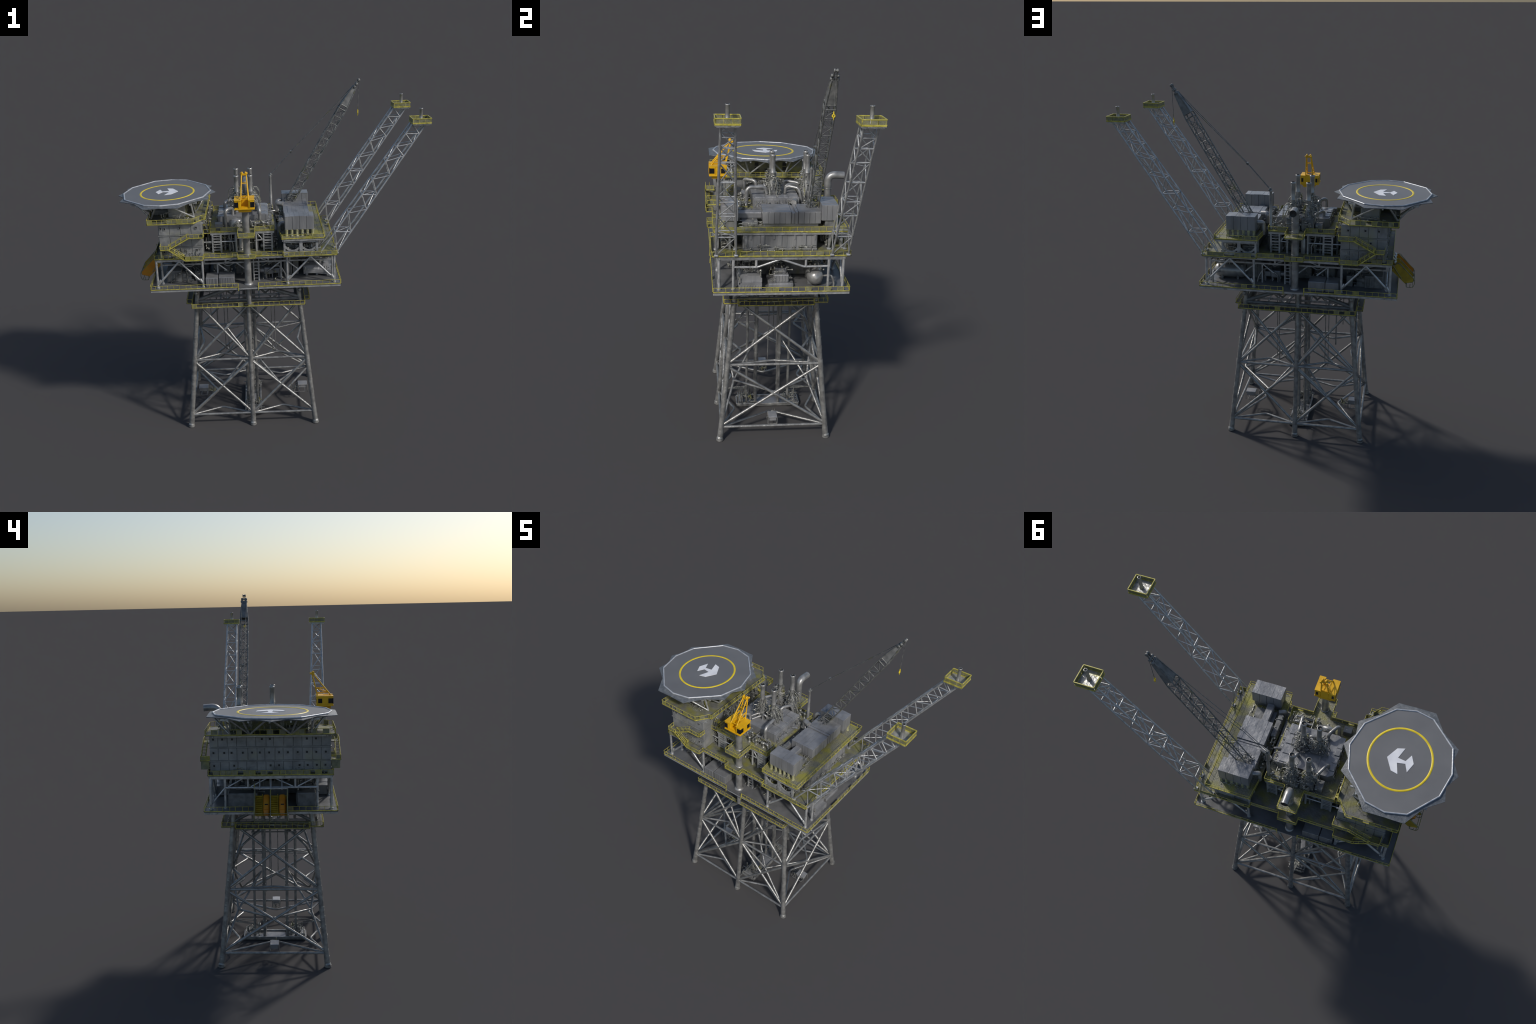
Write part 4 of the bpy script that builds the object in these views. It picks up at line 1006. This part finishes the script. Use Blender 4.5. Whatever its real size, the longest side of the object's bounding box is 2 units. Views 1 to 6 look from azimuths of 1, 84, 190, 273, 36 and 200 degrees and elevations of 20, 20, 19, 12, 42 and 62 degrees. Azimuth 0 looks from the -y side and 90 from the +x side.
for t in (0, .16): 
    c = [a_.lerp(b_, t) for a_, b_ in zip(bt, tipq)]
    for k in range(4): q.tube(c[k], c[(k + 1) % 4], .0032, n=6)
tip = V((.5585, .164, 1.988))
q.obox((.535, .158, 1.950), tip + V((0, -.006, 0)), .004, .010); q.obox((.535, .170, 1.950), tip + V((0, .006, 0)), .004, .010)
for x, z, rr, hw in ((.533, 1.951, .008, .021), (.545, 1.966, .0075, .019), (.5585, 1.988, .0085, .010)):
    q.turn((x, .164, z), [(rr * .5, -hw), (rr, -hw * .92), (rr, -hw * .45), (rr * .6, -hw * .35), (rr * .6, hw * .35), (rr, hw * .45), (rr, hw * .92), (rr * .5, hw)], 12, (0, 1, 0))
make(q, lc)
q = P('boom_foot', 'dark'); 
for p_ in bb: q.box(p_.x - .006, p_.x + .006, p_.y - .006, p_.y + .006, 1.262, 1.286, .001)
clutter(q, .11, .175, .12, .19, 1.279, 1.31, 30, .0012, .0026); make(q, lc)
q = P('hoist_rope', 'dark'); q.tube(tip, (.5545, .164, 1.815), .0014, n=6)
q.m('mark_y'); q.turn((.5545, .164, 0), [(.001, 1.82), (.0028, 1.812), (.0034, 1.806)], 10); q.turn((.5545, .164, 1.798), [(.0074, -.002), (.0084, 0), (.0074, .002), (.0036, .002), (.003, 0), (.0036, -.002), (.0074, -.002)], 16, (1, 0, .0), False)
q.tube((.5545, .164, 1.792), (.5545, .164, 1.780), .0026, .0008, n=8); make(q, lc)
q = P('crane_post', 'pipe'); q.turn((.025, .164, 0), [(.012, Z_M), (.012, 1.235), (.0088, 1.240), (.0088, 1.34), (.0078, 1.343), (.0076, 1.432), (.0095, 1.434), (.0095, 1.442), (.006, 1.447)], 16)
q.m('dark').ball((.028, .164, 1.448), .008, 8); q.box(.020, .038, .155, .173, 1.440, 1.447, .002); make(q)
q = P('pendant_rope', 'dark')
for dy in (-.005, .005):
    q.tube((.030, .164 + dy, 1.449), (.155, .157 + dy, 1.584), .0015, n=6); q.tube((.155, .157 + dy * 1.5, 1.584), (.531, .164 + dy * 3, 1.958), .0015, n=6)
q.box(.148, .162, .148, .166, 1.580, 1.589, .002); q.ball((.155, .157, 1.578), .005, 8); make(q)

# ------------------------------------------------------------------ lifeboats on their launching frame at the west end
ax = V((-.085, 0, -.080)).normalized(); nrm = V((-.080, 0, .085)).normalized()     # launch direction, outward normal
c0 = V((-.657, 0, 1.013)); LN = .129
f = P('davit_frame', 'boat_y')
for y, mt in ((.063, 'boat_y'), (-.014, 'boat_y'), (-.096, 'orange')):       # cradle side plates
    f.m(mt); o = c0 + V((0, y, 0)); u = V((0, .0016, 0))
    q = [o - nrm * .030 + ax * .006, o + nrm * .027 - ax * .002, o + nrm * .027 + ax * (LN - .004), o + nrm * .010 + ax * (LN + .008), o - nrm * .030 + ax * (LN - .016)]
    f.ring_loft([[p_ - u for p_ in q], [p_ + u for p_ in q]], True, False)
    f.m('mesh').tube(q[1], q[2], .0020, n=6); f.tube(q[2], q[3], .0020, n=6); f.tube(q[3], q[4], .0018, n=6)
f.m('boat_y')
for ya, yb in ((.062, -.013), (-.015, -.095)):                               # floor with slip rails
    q = [c0 + V((0, y, 0)) - nrm * .029 + ax * t for t in (.0, LN - .012) for y in (ya, yb)]
    q = [q[0], q[1], q[3], q[2]]
    f.ring_loft([[p_ - nrm * .0015 for p_ in q], [p_ + nrm * .0015 for p_ in q]], True, False)
    for i in range(11):
        s0 = c0 - nrm * .024 + ax * (.010 + .0108 * i)
        f.obox(s0 + V((0, ya - .002, 0)), s0 + V((0, ya - .033, 0)), .004, .008, nrm)
    f.obox(c0 + V((0, ya - .034, 0)) - nrm * .020, c0 + V((0, ya - .034, 0)) - nrm * .020 + ax * .11, .003, .014, nrm)
for yo in (.007, -.072):
    p = P('lifeboat', 'orange'); b0 = c0 + V((0, yo, 0)) - nrm * .012 + ax * .010; rings = []
    for t, s2 in ((0, .70), (.05, .95), (.3, 1), (.75, 1), (.93, .88), (1, .60)):
        c_ = b0 + ax * (.112 * t)
        rings.append([c_ + V((0, .0165 * s2 * math.copysign(abs(math.cos(a_)) ** .5, math.cos(a_)), 0)) + nrm * (.014 * s2 * math.copysign(abs(math.sin(a_)) ** .5, math.sin(a_))) for a_ in [2 * math.pi * i / 16 for i in range(16)]])
    p.ring_loft(rings)
    q0 = b0 + nrm * .013 + ax * .052; p.obox(q0, q0 + ax * .040, .020, .008, nrm)
    p.m('black').obox(q0 + ax * .008 + nrm * .0035, q0 + ax * .014 + nrm * .0035, .016, .004, nrm)
    make(p)
f.m('mesh')
for y in (.066, -.013, -.097):
    f.path([(-.650, y, 1.015), (-.682, y, 1.037), (-.771, y, .938), (-.773, y, .912), (-.762, y, .892), (-.726, y, .892), (-.726, y, .920)], .0019, n=6, bend=.012)
    f.tube((-.640, y, 1.03), (-.70, y, .940), .003, n=6); f.tube((-.748, y, .892), (-.748, y, .912), .0018, n=6)
for z, x in ((.892, -.729), (.892, -.763), (.936, -.772)): f.tube((x, .066, z), (x, -.097, z), .0018, n=6)
f.rail([(-.655, .066), (-.690, .066)], 1.042, h=.018, kick=False)
f.m('truss')
for y in (.04, -.015, -.07): f.tube((-.668, y, 1.03), (-.625, y, 1.075), .003, n=6)
f.obox((-.66, .070, 1.035), (-.66, -.10, 1.035), .010, .006)
make(f)
